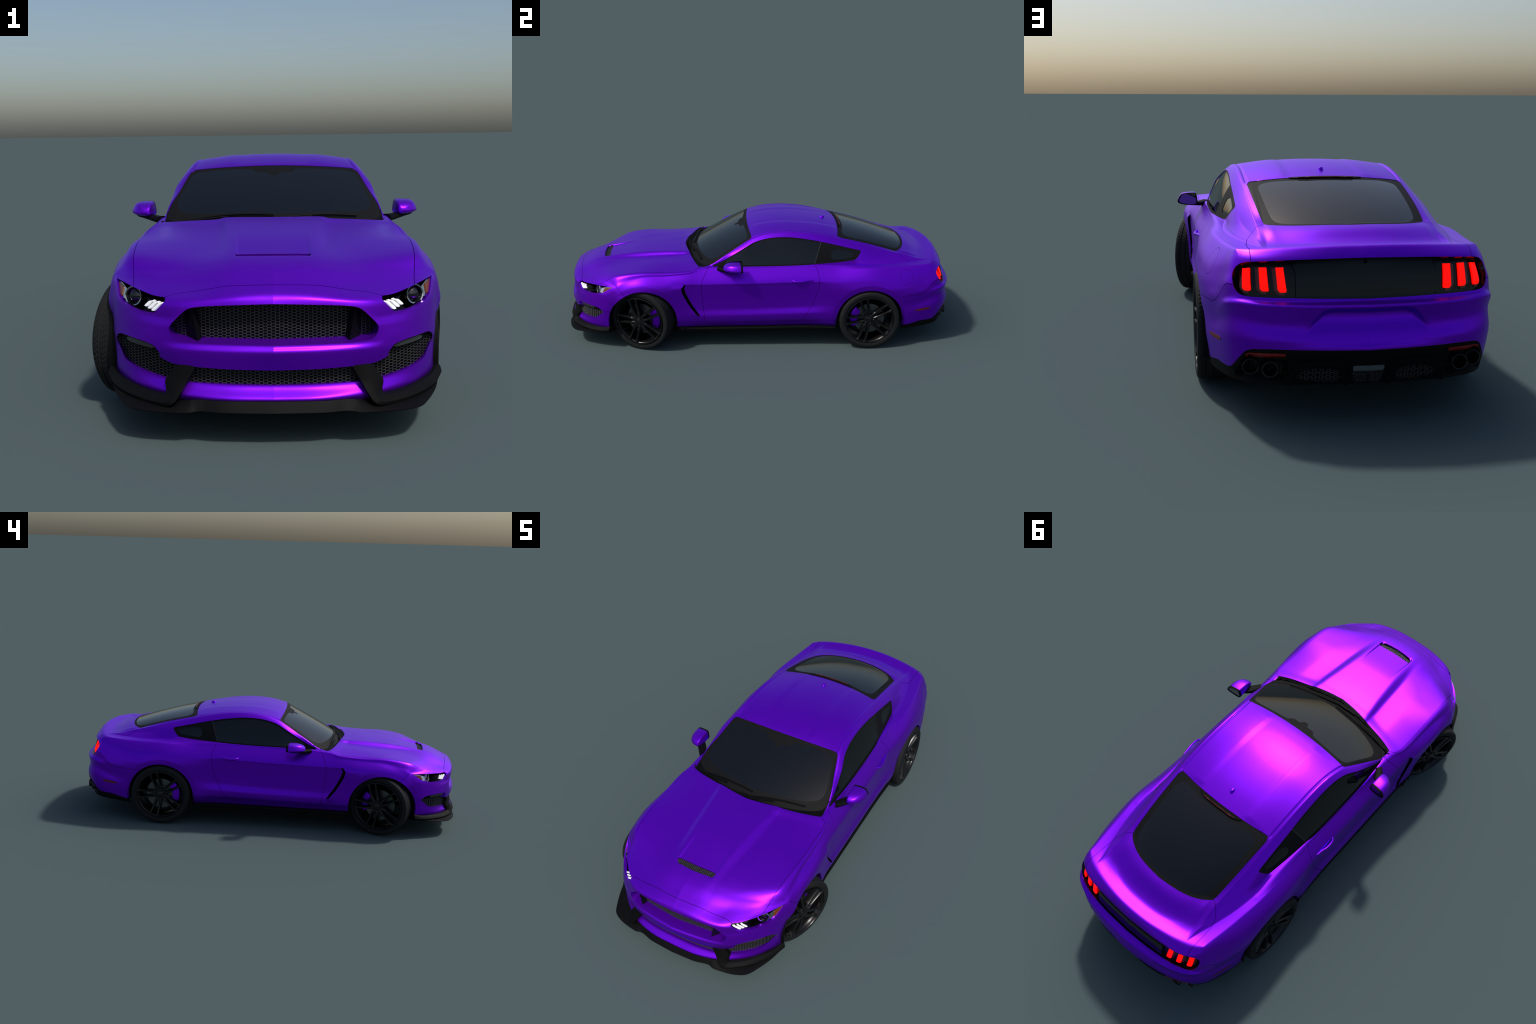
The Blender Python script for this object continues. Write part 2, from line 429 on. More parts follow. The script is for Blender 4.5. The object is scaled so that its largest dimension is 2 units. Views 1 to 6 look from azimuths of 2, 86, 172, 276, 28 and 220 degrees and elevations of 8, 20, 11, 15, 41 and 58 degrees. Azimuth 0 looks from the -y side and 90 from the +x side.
class Builder:
    """collects triangles with per-vertex normals for one part"""
    def __init__(self): self.V, self.N, self.F, self.n = [], [], [], 0
    def add(self, V, N, F):
        if len(F) == 0: return
        self.V.append(V); self.N.append(N); self.F.append(np.asarray(F) + self.n); self.n += len(V)
    def mirrored(self):
        b = Builder()
        for V, N, F in zip(self.V, self.N, self.F):
            b.V.append(V * [-1, 1, 1]); b.N.append(N * [-1, 1, 1]); b.F.append(F[:, ::-1]); b.n += len(V)
        return b
    def merge(self, o):
        off = self.n
        self.V += o.V; self.N += o.N; self.F += [f + off for f in o.F]; self.n += o.n
        return self
    def make(self, name, mat, parent=None):
        if not self.V: return None
        return mesh(name, np.concatenate(self.V), np.concatenate(self.F), mat, np.concatenate(self.N), parent)

def face_normals_at_vertices(V, F):
    n = np.zeros_like(V)
    for k in range(1, F.shape[1] - 1):
        fn = np.cross(V[F[:, k]] - V[F[:, 0]], V[F[:, k + 1]] - V[F[:, 0]])
        for c in (0, k, k + 1): np.add.at(n, F[:, c], fn)
    return n / np.maximum(np.linalg.norm(n, axis=1, keepdims=True), 1e-12)

def region_piece(skin, mask, labels=None, flange=None, offset=0., cabin=None, offset_fn=None):
    """the masked triangles, moved along their normals, plus turned-in edges"""
    b = Builder()
    T = skin.T[mask]
    if len(T) == 0: return b
    P, N = skin.pos(), skin.normals(cabin)
    used, inv = np.unique(T, return_inverse=True)
    inv = inv.reshape(T.shape)
    off = offset if offset_fn is None else offset_fn(P[used])[:, None]
    V = P[used] + N[used] * off
    b.add(V, N[used], inv)
    if flange:
        # border edges
        E = np.concatenate([T[:, [0, 1]], T[:, [1, 2]], T[:, [2, 0]]])
        key = np.sort(E, axis=1); k = key[:, 0].astype(np.int64) * (len(P) + 1) + key[:, 1]
        u, idx, cnt = np.unique(k, return_index=True, return_counts=True)
        be = E[idx[cnt == 1]]; bk = u[cnt == 1]
        # label on the other side
        other = {}
        if labels is not None:
            A = skin.T[~mask]; L = labels[~mask]
            E2 = np.concatenate([A[:, [0, 1]], A[:, [1, 2]], A[:, [2, 0]]]); L2 = np.concatenate([L, L, L])
            k2 = np.sort(E2, axis=1); k2 = k2[:, 0].astype(np.int64) * (len(P) + 1) + k2[:, 1]
            o = np.argsort(k2); k2s = k2[o]; pos = np.clip(np.searchsorted(k2s, bk), 0, len(k2s) - 1)
            ol = np.where(k2s[pos] == bk, L2[o][pos], '').astype('<U20')
        else:
            ol = np.full(len(be), '*')
        if skin.upper:
            em = P[be].mean(1)
            ol = np.where((ol == '') & (em[:, 1] < -.735) & (em[:, 0] > .232), 'lamp_edge', ol)
        for lab, vec in flange.items():
            e = be[ol == lab]
            if len(e) == 0: continue
            vs, ei = np.unique(e, return_inverse=True); ei = ei.reshape(e.shape)
            p = P[vs] + N[vs] * (offset if offset_fn is None else offset_fn(P[vs])[:, None])
            if isinstance(vec, str):           # wall that rises back to the body surface
                o_ = np.full((len(vs), 1), offset) if offset_fn is None else offset_fn(P[vs])[:, None]
                d = -N[vs] * (o_ + .0006)
            else: d = -N[vs] * vec if np.isscalar(vec) else np.tile(np.array(vec, float), (len(vs), 1))
            VV = np.concatenate([p, p + d]); m = len(vs)
            F = np.stack([ei[:, 1], ei[:, 0], ei[:, 0] + m, ei[:, 1] + m], 1)
            F = np.concatenate([F[:, [0, 1, 2]], F[:, [0, 2, 3]]])
            b.add(VV, face_normals_at_vertices(VV, F), F)
    return b

def surface_patch(skin, fn, offset, thick, where=None, cabin=None, offset_fn=None):
    """a thin piece lying on the body: the part of the skin where fn < 0"""
    s = skin.copy()
    Q = s.pos(); c = Q[s.T]
    near = fn(Q)[s.T].min(1) < .012
    if where is not None: near &= where(c.mean(1))
    s.T = s.T[near]
    s.cut(fn)
    m = fn(s.centroids()) < 0
    return region_piece(s, m, None, {'*': thick} if thick else None, offset, cabin, offset_fn)

def poly_fn(poly, axes, smooth=2):
    q = chaikin(poly, smooth) if smooth else np.asarray(poly, float)
    return lambda p: sdf(p[:, axes], q)

# ------------------------------------------------------------------ materials
def principled(name, color, rough=.5, metal=0., spec=.5, coat=0., coat_rough=.03, noise=0., scale=60., emit=None, estr=0., bump=0.):
    m = bpy.data.materials.new(name); m.use_nodes = True
    nt = m.node_tree; b = nt.nodes['Principled BSDF']
    b.inputs['Base Color'].default_value = (*color, 1)
    b.inputs['Roughness'].default_value = rough
    b.inputs['Metallic'].default_value = metal
    b.inputs['Specular IOR Level'].default_value = spec
    b.inputs['Coat Weight'].default_value = coat
    b.inputs['Coat Roughness'].default_value = coat_rough
    if emit:
        b.inputs['Emission Color'].default_value = (*emit, 1); b.inputs['Emission Strength'].default_value = estr
    if noise or bump:
        tc = nt.nodes.new('ShaderNodeTexCoord'); nz = nt.nodes.new('ShaderNodeTexNoise')
        nz.inputs['Scale'].default_value = scale; nz.inputs['Detail'].default_value = 4
        nt.links.new(tc.outputs['Object'], nz.inputs['Vector'])
        if noise:
            r = nt.nodes.new('ShaderNodeValToRGB')
            r.color_ramp.elements[0].position = .3; r.color_ramp.elements[1].position = .7
            r.color_ramp.elements[0].color = (*[c * (1 - noise) for c in color], 1)
            r.color_ramp.elements[1].color = (*[min(1, c * (1 + noise)) for c in color], 1)
            nt.links.new(nz.outputs['Fac'], r.inputs['Fac']); nt.links.new(r.outputs['Color'], b.inputs['Base Color'])
        if bump:
            bp = nt.nodes.new('ShaderNodeBump'); bp.inputs['Strength'].default_value = bump; bp.inputs['Distance'].default_value = .001
            nt.links.new(nz.outputs['Fac'], bp.inputs['Height']); nt.links.new(bp.outputs['Normal'], b.inputs['Normal'])
    return m

PAINT = principled('purple_metallic_paint', (.205, .0050, .82), rough=.38, metal=.82, spec=.3, noise=.03, scale=900)
BLACK = principled('satin_black_plastic', (.0035, .0035, .0037), rough=.6, spec=.11, noise=.08, scale=400)
FRIT = principled('black_glass_border', (.0075, .0075, .008), rough=.6, spec=.12, noise=.05, scale=300)
GLOSS = principled('gloss_black_trim', (.003, .003, .004), rough=.15, spec=.28, noise=.05, scale=200)
GAPM = principled('dark_panel_gap', (.006, .004, .012), rough=.8, spec=.1, noise=.05, scale=200)
GLASS = principled('tinted_dark_glass', (.004, .005, .007), rough=.02, spec=.5, noise=.05, scale=30)
RUBBER = principled('tyre_rubber', (.0120, .0122, .0125), rough=.75, spec=.25, noise=.10, scale=250, bump=.15)
RIM = principled('gloss_black_wheel_paint', (.005, .005, .0055), rough=.28, spec=.42, noise=.05, scale=120)
DISC = principled('brushed_disc_steel', (.12, .13, .13), rough=.38, metal=.8, noise=.08, scale=160)
CHROME = principled('lamp_chrome', (.55, .55, .57), rough=.14, metal=1., noise=.03, scale=80)
LENS = principled('projector_lens', (.003, .002, .006), rough=.03, spec=.8, noise=.05, scale=60)
WHITE = principled('white_running_light', (.85, .85, .88), rough=.3, emit=(1, 1, 1), estr=.35, noise=.02, scale=80)
AMBER = principled('amber_lens', (.16, .035, .002), rough=.25, spec=.5, noise=.06, scale=300)
RED = principled('red_tail_light', (.35, .001, .001), rough=.3, spec=.15, emit=(1, .004, .001), estr=1.0, noise=.03, scale=200)
DARKRED = principled('dark_red_lens', (.10, .003, .003), rough=.22, noise=.25, scale=500)
REFLECT = principled('red_reflector', (.28, .008, .008), rough=.35, noise=.08, scale=500)
BRAKE = principled('high_brake_lens', (.09, .004, .004), rough=.35, noise=.08, scale=500)
ORANGE = principled('side_marker_lens', (.16, .012, .006), rough=.35, noise=.08, scale=500)
MESHM = principled('grey_mesh_grille', (.055, .055, .058), rough=.5, metal=.2, noise=.08, scale=300)
PLATE = principled('pale_reverse_lamp', (.11, .125, .135), rough=.3, noise=.05, scale=150)
FOGG = principled('smoked_lamp_lens', (.045, .048, .048), rough=.12, spec=.6, noise=.1, scale=60)
TRIMG = principled('grey_seal', (.045, .045, .042), rough=.5, noise=.05, scale=200)

# ------------------------------------------------------------------ panel outlines (half car, metres)
G, K = body_grids()
# licence-plate recess in the rear bumper
PLATE_REC = [(0,.300),(.092,.3005),(.112,.293),(.155,.247),(.150,.236),(0,.236)]
_d = sdf(K.reshape(-1, 3)[:, XZ], both_sides(PLATE_REC)).reshape(K.shape[:2])
K[..., 1] -= (K[..., 1] > .8) * .019 * sstep(.002, -.006, _d) * sstep(.238, .296, K[..., 2])

# hollow for the exhaust tips on each side of the valance
_d = sdf(K.reshape(-1, 3)[:, XZ], [(.196,.122),(.196,.178),(.285,.182),(.300,.165),(.312,.122)]).reshape(K.shape[:2])
K[..., 1] -= (K[..., 1] > .8) * .030 * sstep(.003, -.005, _d)

UP, LOW = grid_skin(G, True), grid_skin(K, False)
# one continuous normal across the shoulder
T_, W_ = G.shape[:2]
gi = np.arange(T_ * W_).reshape(T_, W_)
ring = np.concatenate([gi[0], gi[1:, -1], gi[-1, :-1][::-1]])
avg = UP.N[ring] + LOW.N[:len(ring)]
avg /= np.linalg.norm(avg, axis=1, keepdims=True)
UP.N[ring] = avg; LOW.N[:len(ring)] = avg
UP0, LOW0 = UP.copy(), LOW.copy()

HOOD = chaikin(both_sides([(0,-.9345),(.05,-.932),(.10,-.9265),(.15,-.922),(.20,-.912),(.225,-.914),(.245,-.914),(.29,-.885),(.3135,-.850),(.3185,-.800),(.3275,-.750),
        (.3335,-.700),(.3400,-.600),(.3423,-.500),(.3428,-.430),(.3425,-.370),(.338,-.340),(.326,-.326),(.312,-.3195),(.30,-.327),(.25,-.3455),(.15,-.3690),(.07,-.388),(0,-.3955)]), 2)
WS_OUT = chaikin(both_sides([(0,-.374),(.10,-.364),(.18,-.346),(.25,-.318),(.290,-.295),(.3105,-.270),(.3085,-.235),(.2995,-.200),(.283,-.150),(.2686,-.100),(.2615,-.076),(.2555,-.0625),(.240,-.0608),(.19,-.0665),(.13,-.0715),(.06,-.0748),(0,-.0757)]), 1)
WS_IN = chaikin(both_sides([(0,-.335),(.10,-.325),(.18,-.306),(.235,-.285),(.272,-.262),(.283,-.235),(.281,-.210),(.268,-.160),(.254,-.110),(.249,-.092),(.236,-.081),(.19,-.082),(.12,-.089),(.076,-.093),(.066,-.097),(.058,-.112),(.046,-.1185),(.030,-.116),(.0145,-.121),(.0125,-.138),(0,-.1385)]), 1)
ROOF = both_sides([(0,-.0757),(.06,-.0748),(.13,-.0715),(.19,-.0665),(.252,-.0600),(.246,-.02),(.2430,.03),(.2375,.10),(.2365,.20),(.2365,.30),(.2365,.3725),(.20,.378),(.15,.386),(.08,.3915),(0,.394)])
BL_OUT = chaikin(both_sides([(0,.394),(.08,.3915),(.15,.386),(.20,.378),(.2365,.3725),(.2340,.45),(.2300,.55),(.2240,.64),(.2193,.681),(.206,.695),(.18,.714),(.14,.732),(.08,.746),(0,.7525)]), 1)
BL_IN = chaikin(both_sides([(0,.424),(.10,.419),(.125,.413),(.165,.405),(.195,.411),(.207,.430),(.208,.46),(.2045,.56),(.199,.645),(.193,.675),(.178,.698),(.15,.7155),(.09,.733),(0,.740)]), 1)
DECK = both_sides([(0,.70),(.15,.70),(.2193,.681),(.2405,.695),(.2580,.713),(.2705,.735),(.2755,.765),(.2775,.81),(.2776,.872),(.2776,1.1),(0,1.1)])
_wy = np.linspace(-.255, .482, 60)
WIN = np.concatenate([np.stack([_wy, win_z(_wy)], 1), [(.4905,.4850),(.4880,.4780),(.470,.4555),(.4550,.4450)],
                      np.stack([np.linspace(.43, -.250, 40), belt_z(np.linspace(.43, -.250, 40)) + .0012], 1)])
QGLASS = chaikin([(.3300,.4480),(.3480,.5060),(.4550,.4830),(.4640,.4770),(.4500,.4620),(.4150,.4545)], 1)
BPILLAR = [(.2500,.420),(.2858,.532)]

DOOR = chaikin([(-.268,.445),(-.2840,.398),(-.3010,.372),(-.3098,.345),(-.3092,.300),(-.3040,.250),(-.2985,.210),(-.2950,.180),(-.2890,.140),(-.2840,.1245),(-.262,.1235),(-.19,.1250),
        (-.04,.1280),(.10,.1318),(.155,.1335),(.180,.1385),(.2010,.158),(.2180,.188),(.2420,.228),(.2600,.274),(.2735,.328),(.2765,.365),(.2690,.402),(.2560,.425),(.2490,.445)], 1)
HEADLAMP = chaikin([(.2290,.3080),(.2420,.2950),(.2550,.2795),(.2640,.2748),(.2800,.2742),(.2950,.2752),(.3200,.2775),(.3400,.2825),(.3520,.2885),(.3590,.2990),(.3640,.3130),(.3690,.3250),(.372,.345),(.30,.345),(.24,.33)], 1)
GRILLE = chaikin(both_sides([(0,.3068),(.06,.3052),(.126,.3022),(.166,.2985),(.184,.2930),(.202,.2760),(.221,.2560),(.2235,.2480),(.218,.2320),(.206,.2240),(.192,.2225),(.148,.2208),(.082,.2200),(0,.2195)]), 1)
INTAKE = chaikin(both_sides([(0,.1635),(.06,.1650),(.126,.1670),(.167,.1690),(.206,.1705),(.229,.1750),(.248,.1830),(.2440,.1890),(.2530,.2010),(.2600,.2085),(.290,.2135),(.336,.2140),(.354,.2105),(.3635,.1990),(.3625,.1880),(.354,.1780),(.345,.1640),(.337,.1515),(.307,.1445),(.276,.1395),(.233,.1340),(.181,.1310),(.127,.1305),(.06,.1290),(0,.1280)]), 1)
TAIL = chaikin(both_sides([(0,.4175),(.09,.4160),(.19,.4130),(.26,.4085),(.295,.4045),(.3130,.3920),(.3215,.3740),(.3215,.3560),(.3170,.3400),(.3070,.3300),(.290,.3262),(.24,.3255),(.17,.3245),(.09,.3225),(0,.3215)]), 1)
BUMPER_SEAM_F = [(-.7215,.335),(-.7215,.3270),(-.7040,.3100),(-.6800,.2870),(-.66,.268)]
BUMPER_SEAM_R = [(.6300,.2760),(.6524,.2778),(.7410,.2845),(.7930,.2862),(.8060,.2900),(.8290,.3050),(.8550,.3340),(.8650,.3450),(.8750,.3490),(.92,.350)]
FENDER_VENT = [(-.4135,.3190),(-.3945,.3430),(-.3860,.3425),(-.3855,.3405),(-.3965,.3180),(-.3590,.2400),(-.3165,.1780),(-.3165,.1735),(-.3300,.1780),(-.3730,.2350)]
DIFF_TOP = curve([(0,.2035),(.07,.2040),(.18,.2050),(.260,.2030),(.282,.2000),(.295,.1930),(.309,.1720),(.328,.1390),(.340,.1360),(.355,.1350),(.372,.1180),(.40,.112)])
GW = .0008                     # half width of the panel gaps

hood_d = lambda q: sdf(q[:, XY], HOOD)
ws_o = lambda q: sdf(q[:, XY], WS_OUT)
ws_i = lambda q: sdf(q[:, XY], WS_IN)
roof_d = lambda q: sdf(q[:, XY], ROOF)
bl_o = lambda q: sdf(q[:, XY], BL_OUT)
bl_i = lambda q: sdf(q[:, XY], BL_IN)
deck_d = lambda q: sdf(q[:, XY], DECK)
win_d = lambda q: sdf(q[:, YZ], WIN)
qg_d = lambda q: sdf(q[:, YZ], QGLASS)
door_d = lambda q: sdf(q[:, YZ], DOOR)
bp_d = lambda q: (q[:, 1] - (BPILLAR[0][0] + (q[:, 2] - BPILLAR[0][1]) * (BPILLAR[1][0] - BPILLAR[0][0]) / (BPILLAR[1][1] - BPILLAR[0][1])))
cowl_f = lambda q: q[:, 1] - hood_rear(q[:, 0])
cowl_x = lambda q: q[:, 0] - .3115

# ---- upper skin
crease = lambda q: cabin_height(UP.P[:, 0], UP.P[:, 1]) - (UP.P[:, 2] - vent_pocket(UP.P[:, 0], UP.P[:, 1]) - cowl_drop(UP.P[:, 0], UP.P[:, 1]))
UP.cut(crease, lambda c: (c[:, 1] > -.42) & (c[:, 1] < .47))
UP.gap(hood_d, GW)
UP.cut(ws_o); UP.cut(ws_i, lambda c: (c[:, 1] < 0))
UP.cut(bl_o); UP.cut(bl_i, lambda c: c[:, 1] > .3)
UP.cut(roof_d, lambda c: (c[:, 1] > -.1) & (c[:, 1] < .40))
side_w = lambda c: (c[:, 0] > .24) & (c[:, 1] > -.28) & (c[:, 1] < .52)
UP.cut(win_d, side_w); UP.cut(lambda q: win_d(q) + .0055, side_w)
UP.cut(qg_d, side_w); UP.gap(bp_d, .0014, lambda c: side_w(c))
UP.gap(deck_d, GW, lambda c: c[:, 1] > .66)
shelf = lambda c: (c[:, 0] > .29) & (c[:, 1] > -.33) & (c[:, 1] < .33)
UP.gap(door_d, GW, shelf)
for _o in (0, .0035, .007, .0105, .014):
    UP.cut(lambda q: cowl_f(q) - _o, lambda c: (c[:, 1] < -.29) & (c[:, 0] < .32))
UP.cut(cowl_x, lambda c: (c[:, 1] > -.33) & (c[:, 1] < -.25))
VENT = chaikin(both_sides([(0,-.8170),(.055,-.8135),(.078,-.8075),(.0865,-.7975),(.0845,-.7850),(.076,-.7830),(0,-.7865)]), 2)
vent_d = lambda q: sdf(q[:, XY], VENT)
UP.cut(vent_d, lambda c: c[:, 1] < -.7)

c = UP.centroids(); x, y, z = c.T
h = upper_height(x, y, UP.P[UP.T].mean(1)[:, 2])[1]
lab = np.full(len(c), 'quarter_panel', dtype='<U20')
lab[y < -.29] = 'fender'
dd = door_d(c)
cab = z > belt_z(y) + .0008
on_shelf = (x > .29) & (z < belt_z(y) + .004) & (y > -.32) & (y < .32)
lab[on_shelf & (dd < 0)] = 'door'
lab[on_shelf & (np.abs(dd) < GW)] = 'gap'
lab[(y < -.86) & (x < .245)] = 'front_bumper'
hd = hood_d(c)
lab[(y > -.42) & (y < -.24) & (x < .3115) & (hd > 0)] = 'cowl'
lab[hd < GW] = 'gap'; lab[hd < -GW] = 'hood'
lab[vent_d(c) < 0] = 'hood_vent'
ws = ws_o(c); lab[ws < 0] = 'windshield_border'; lab[(ws_i(c) < 0) & (y < 0)] = 'windshield'
rd = roof_d(c); lab[rd < 0] = 'roof'
dk = deck_d(c); lab[(dk < GW) & (y > .66)] = 'gap'; lab[(dk < -GW) & (y > .66)] = 'decklid'
lab[bl_o(c) < 0] = 'backlight_border'; lab[(bl_i(c) < 0) & (y > .3)] = 'backlight'
wd = win_d(c); bp = bp_d(c)
inw = (wd < 0) & side_w(c) & (x > win_x(y) - .004)
lab[inw] = 'window_trim'
ing = inw & (wd < -.0055)
lab[ing & (bp < -.0014) & (y > -.19)] = 'door_glass'
lab[inw & (np.abs(bp) < .0014)] = 'pillar_trim'
lab[inw & (qg_d(c) < 0)] = 'quarter_glass'
UPL = lab

# ---- lower skin
arch_f = lambda q: np.hypot(q[:, 1] - ARCH_F[0], q[:, 2] - ARCH_F[1]) - ARCH_F[2]
arch_r = lambda q: np.hypot(q[:, 1] - ARCH_R[0], q[:, 2] - ARCH_R[1]) - ARCH_R[2]
head_d = lambda q: sdf(q[:, XZ], HEADLAMP)
grille_d = lambda q: sdf(q[:, XZ], GRILLE)
intake_d = lambda q: sdf(q[:, XZ], INTAKE)
tail_d = lambda q: sdf(q[:, XZ], TAIL)
vent_s = lambda q: sdf(q[:, YZ], chaikin(FENDER_VENT, 1))
diff_d = lambda q: q[:, 2] - DIFF_TOP(q[:, 0])
seam_f = lambda q: np.where(q[:, 1] > np.interp(q[:, 2], [.268, .287, .310, .327, .335], [-.66, -.68, -.704, -.7215, -.7215]), 1, -1) * line_dist(q[:, YZ], BUMPER_SEAM_F)
seam_r = lambda q: np.where(q[:, 2] > np.interp(q[:, 1], [p[0] for p in BUMPER_SEAM_R], [p[1] for p in BUMPER_SEAM_R]), 1, -1) * line_dist(q[:, YZ], BUMPER_SEAM_R)
fuel_d = lambda q: np.hypot(q[:, 1] - .715, q[:, 2] - .375) - .034
front = lambda c: c[:, 1] < -.72
rear = lambda c: c[:, 1] > .70
side = lambda c: (c[:, 0] > .32) & (np.abs(c[:, 1]) < .8)
LOW.cut(arch_f, side); LOW.cut(arch_r, side)
LOW.cut(head_d, front); LOW.cut(grille_d, front); LOW.cut(intake_d, front)
LOW.cut(tail_d, rear); LOW.cut(diff_d, rear)
LOW.cut(lambda q: np.minimum(q[:, 2] - np.interp(q[:, 1], [-.44, -.40, .24, .30, .37], [.118, .1105, .1165, .1145, .113]), 1), lambda c: side(c) & (c[:, 1] > -.46) & (c[:, 1] < .40))
LOW.gap(door_d, GW, lambda c: side(c) & (np.abs(c[:, 1]) < .32))
LOW.cut(vent_s, lambda c: side(c) & (c[:, 1] < -.3) & (c[:, 1] > -.43))
LOW.gap(seam_f, GW, lambda c: (c[:, 1] < -.65) & (c[:, 1] > -.74) & (c[:, 0] > .34))
LOW.gap(seam_r, GW, lambda c: (c[:, 1] > .63) & (c[:, 1] < .90) & (c[:, 0] > .30))
seam_top = lambda q: q[:, 0] - .2773
LOW.gap(seam_top, GW, lambda c: (c[:, 1] > .84) & (c[:, 2] > .38))
LOW.gap(fuel_d, .0005, lambda c: (c[:, 1] > .66) & (c[:, 1] < .77) & (c[:, 0] > .32))
# separations without a gap
LOW.cut(lambda q: q[:, 1] + .715, lambda c: c[:, 0] > .34)
c = LOW.centroids(); x, y, z = c.T
lab = np.full(len(c), 'quarter_panel', dtype='<U20')
lab[y < -.26] = 'fender'
sill_top = np.interp(y, [-.44, -.40, .24, .30, .37], [.118, .1105, .1165, .1145, .113])
dd = door_d(c)
lab[(y > -.2890) & (y < .25) & (z < .19) & (dd > 0)] = 'rocker_panel'
lab[(np.abs(dd) < GW) & (np.abs(y) < .32)] = 'gap'
lab[(dd < -GW) & (np.abs(y) < .32)] = 'door'
yf = np.interp(z, [.268, .287, .310, .327, .335], [-.66, -.68, -.704, -.7215, -.7215])
lab[(y < yf) & ~((y > -.66))] = 'front_bumper'
zr = np.interp(y, [p[0] for p in BUMPER_SEAM_R], [p[1] for p in BUMPER_SEAM_R])
lab[(y > .62) & (z < zr)] = 'rear_bumper'
lab[(np.abs(seam_f(c)) < GW) & (x > .34) & (y > -.735) & (y < -.65)] = 'gap'
lab[(np.abs(seam_r(c)) < GW) & (x > .30) & (y > .63) & (y < .90)] = 'gap'
st = seam_top(c)
lab[(y > .84) & (z > .38) & (st < -GW)] = 'decklid'
lab[(y > .84) & (z > .38) & (np.abs(st) < GW)] = 'gap'
fu = fuel_d(c)
FUEL = (np.abs(fu) < .0005) & (y > .66) & (y < .78)
lab[(vent_s(c) < 0) & (y < -.3)] = 'fender_vent'
lab[(tail_d(c) < 0) & rear(c)] = 'tail_panel'
lab[(diff_d(c) < 0) & (y > .70)] = 'diffuser'
lab[(z < sill_top) & (y > -.445) & (y < .385)] = 'sill'
lab[(head_d(c) < 0) & front(c)] = 'headlamp'
lab[(grille_d(c) < 0) & front(c)] = 'grille'
lab[(intake_d(c) < 0) & front(c)] = 'intake'
lab[((arch_f(c) < 0) | (arch_r(c) < 0)) & side(c)] = 'arch'
LOWL = lab

FLANGE = {'gap': .005, 'headlamp': .012, 'tail_panel': .0015, 'fender_vent': .0015, 'diffuser': .004, 'sill': .006,
          'windshield_border': .004, 'window_trim': .004, 'backlight_border': .004, 'cowl': .006, 'hood_vent': .006,
          'arch': (-.014, 0, 0), 'grille': (0, .040, .006), 'intake': (0, .022, 0), 'lamp_edge': (0, .016, -.004)}

def panel(name, mat=PAINT, up=True, low=True, offset=0., cabin=None, flange=FLANGE, low_mask=None, offset_fn=None):
    b = Builder()
    if up: b.merge(region_piece(UP, UPL == name, UPL, flange, offset, cabin))
    if low:
        b.merge(region_piece(LOW, (LOWL == name) if low_mask is None else low_mask, LOWL, flange, offset, None, offset_fn))
    return b

ROOT = empty('sports_car')
ROOT['label'] = 'purple two-door fastback coupe with black wheels and splitter'
ROOT['category'] = 'sports car'

def whole(b, name, mat):  return b.merge(b.mirrored()).make(name, mat)
def pair(b, name, mat, parent=(None, None)):
    m = b.mirrored()
    return b.make(name, mat, parent[0]), m.make(name, mat, parent[1])

hood = whole(panel('hood', cabin=0), 'hood', PAINT)
roof = whole(panel('roof', cabin=1), 'roof', PAINT)
deck = whole(panel('decklid', cabin=0), 'decklid', PAINT)
fbump = whole(panel('front_bumper', cabin=0), 'front_bumper', PAINT)
rbump = whole(panel('rear_bumper', cabin=0), 'rear_bumper', PAINT)
pair(panel('fender', cabin=0), 'fender', PAINT)
doors = pair(panel('door', cabin=0), 'door', PAINT)
pair(panel('rocker_panel'), 'rocker_panel', PAINT)
# quarter panel carries the roof rail; the windows' side needs the cabin normal
qm = UPL == 'quarter_panel'
cc = UP.centroids(); above = cc[:, 2] > belt_z(cc[:, 1]) + .0015
def quarter(fuel):
    q = region_piece(UP, qm & above, UPL, FLANGE, 0, 1).merge(region_piece(UP, qm & ~above, UPL, FLANGE, 0, 0))
    L = LOWL.copy()
    if fuel: L[FUEL] = 'gap'
    return q.merge(region_piece(LOW, L == 'quarter_panel', L, FLANGE, 0)), L
qf, LF = quarter(True); qn, LN = quarter(False)
qf.make('quarter_panel', PAINT); qn.mirrored().make('quarter_panel', PAINT)
g = region_piece(UP, UPL == 'gap', None, None, -.004, None).merge(region_piece(LOW, LF == 'gap', None, None, -.004))
g2 = region_piece(UP, UPL == 'gap', None, None, -.004, None).merge(region_piece(LOW, LN == 'gap', None, None, -.004))
g.merge(g2.mirrored()).make('panel_gap', GAPM)

whole(panel('windshield_border', cabin=1, offset=-.0015, flange=None), 'windshield_border', FRIT)
whole(panel('windshield', cabin=1, offset=-.0015, flange=None), 'windshield', GLASS)
whole(panel('backlight_border', cabin=1, offset=-.0015, flange=None), 'rear_window_border', FRIT)
whole(panel('backlight', cabin=1, offset=-.0015, flange=None), 'rear_window', GLASS)
whole(panel('cowl', cabin=0, flange=None), 'cowl_panel', BLACK)
pair(panel('window_trim', cabin=1, offset=-.002, flange=None), 'window_frame', FRIT)
pair(panel('door_glass', cabin=1, offset=-.003, flange=None), 'door_window', GLASS, doors)
pair(panel('quarter_glass', cabin=1, offset=-.003, flange=None), 'quarter_window', GLASS)
pair(panel('pillar_trim', cabin=1, offset=-.0015, flange=None), 'pillar_seal', TRIMG)
OUTER = ('fender', 'door', 'gap', 'quarter_panel', 'rear_bumper', 'decklid')
walls = {k: 'surface' for k in OUTER}
pair(panel('fender_vent', up=False, offset=-.013, flange=walls), 'fender_vent', BLACK)
whole(panel('diffuser', offset=-.001, flange=None), 'rear_valance', BLACK)

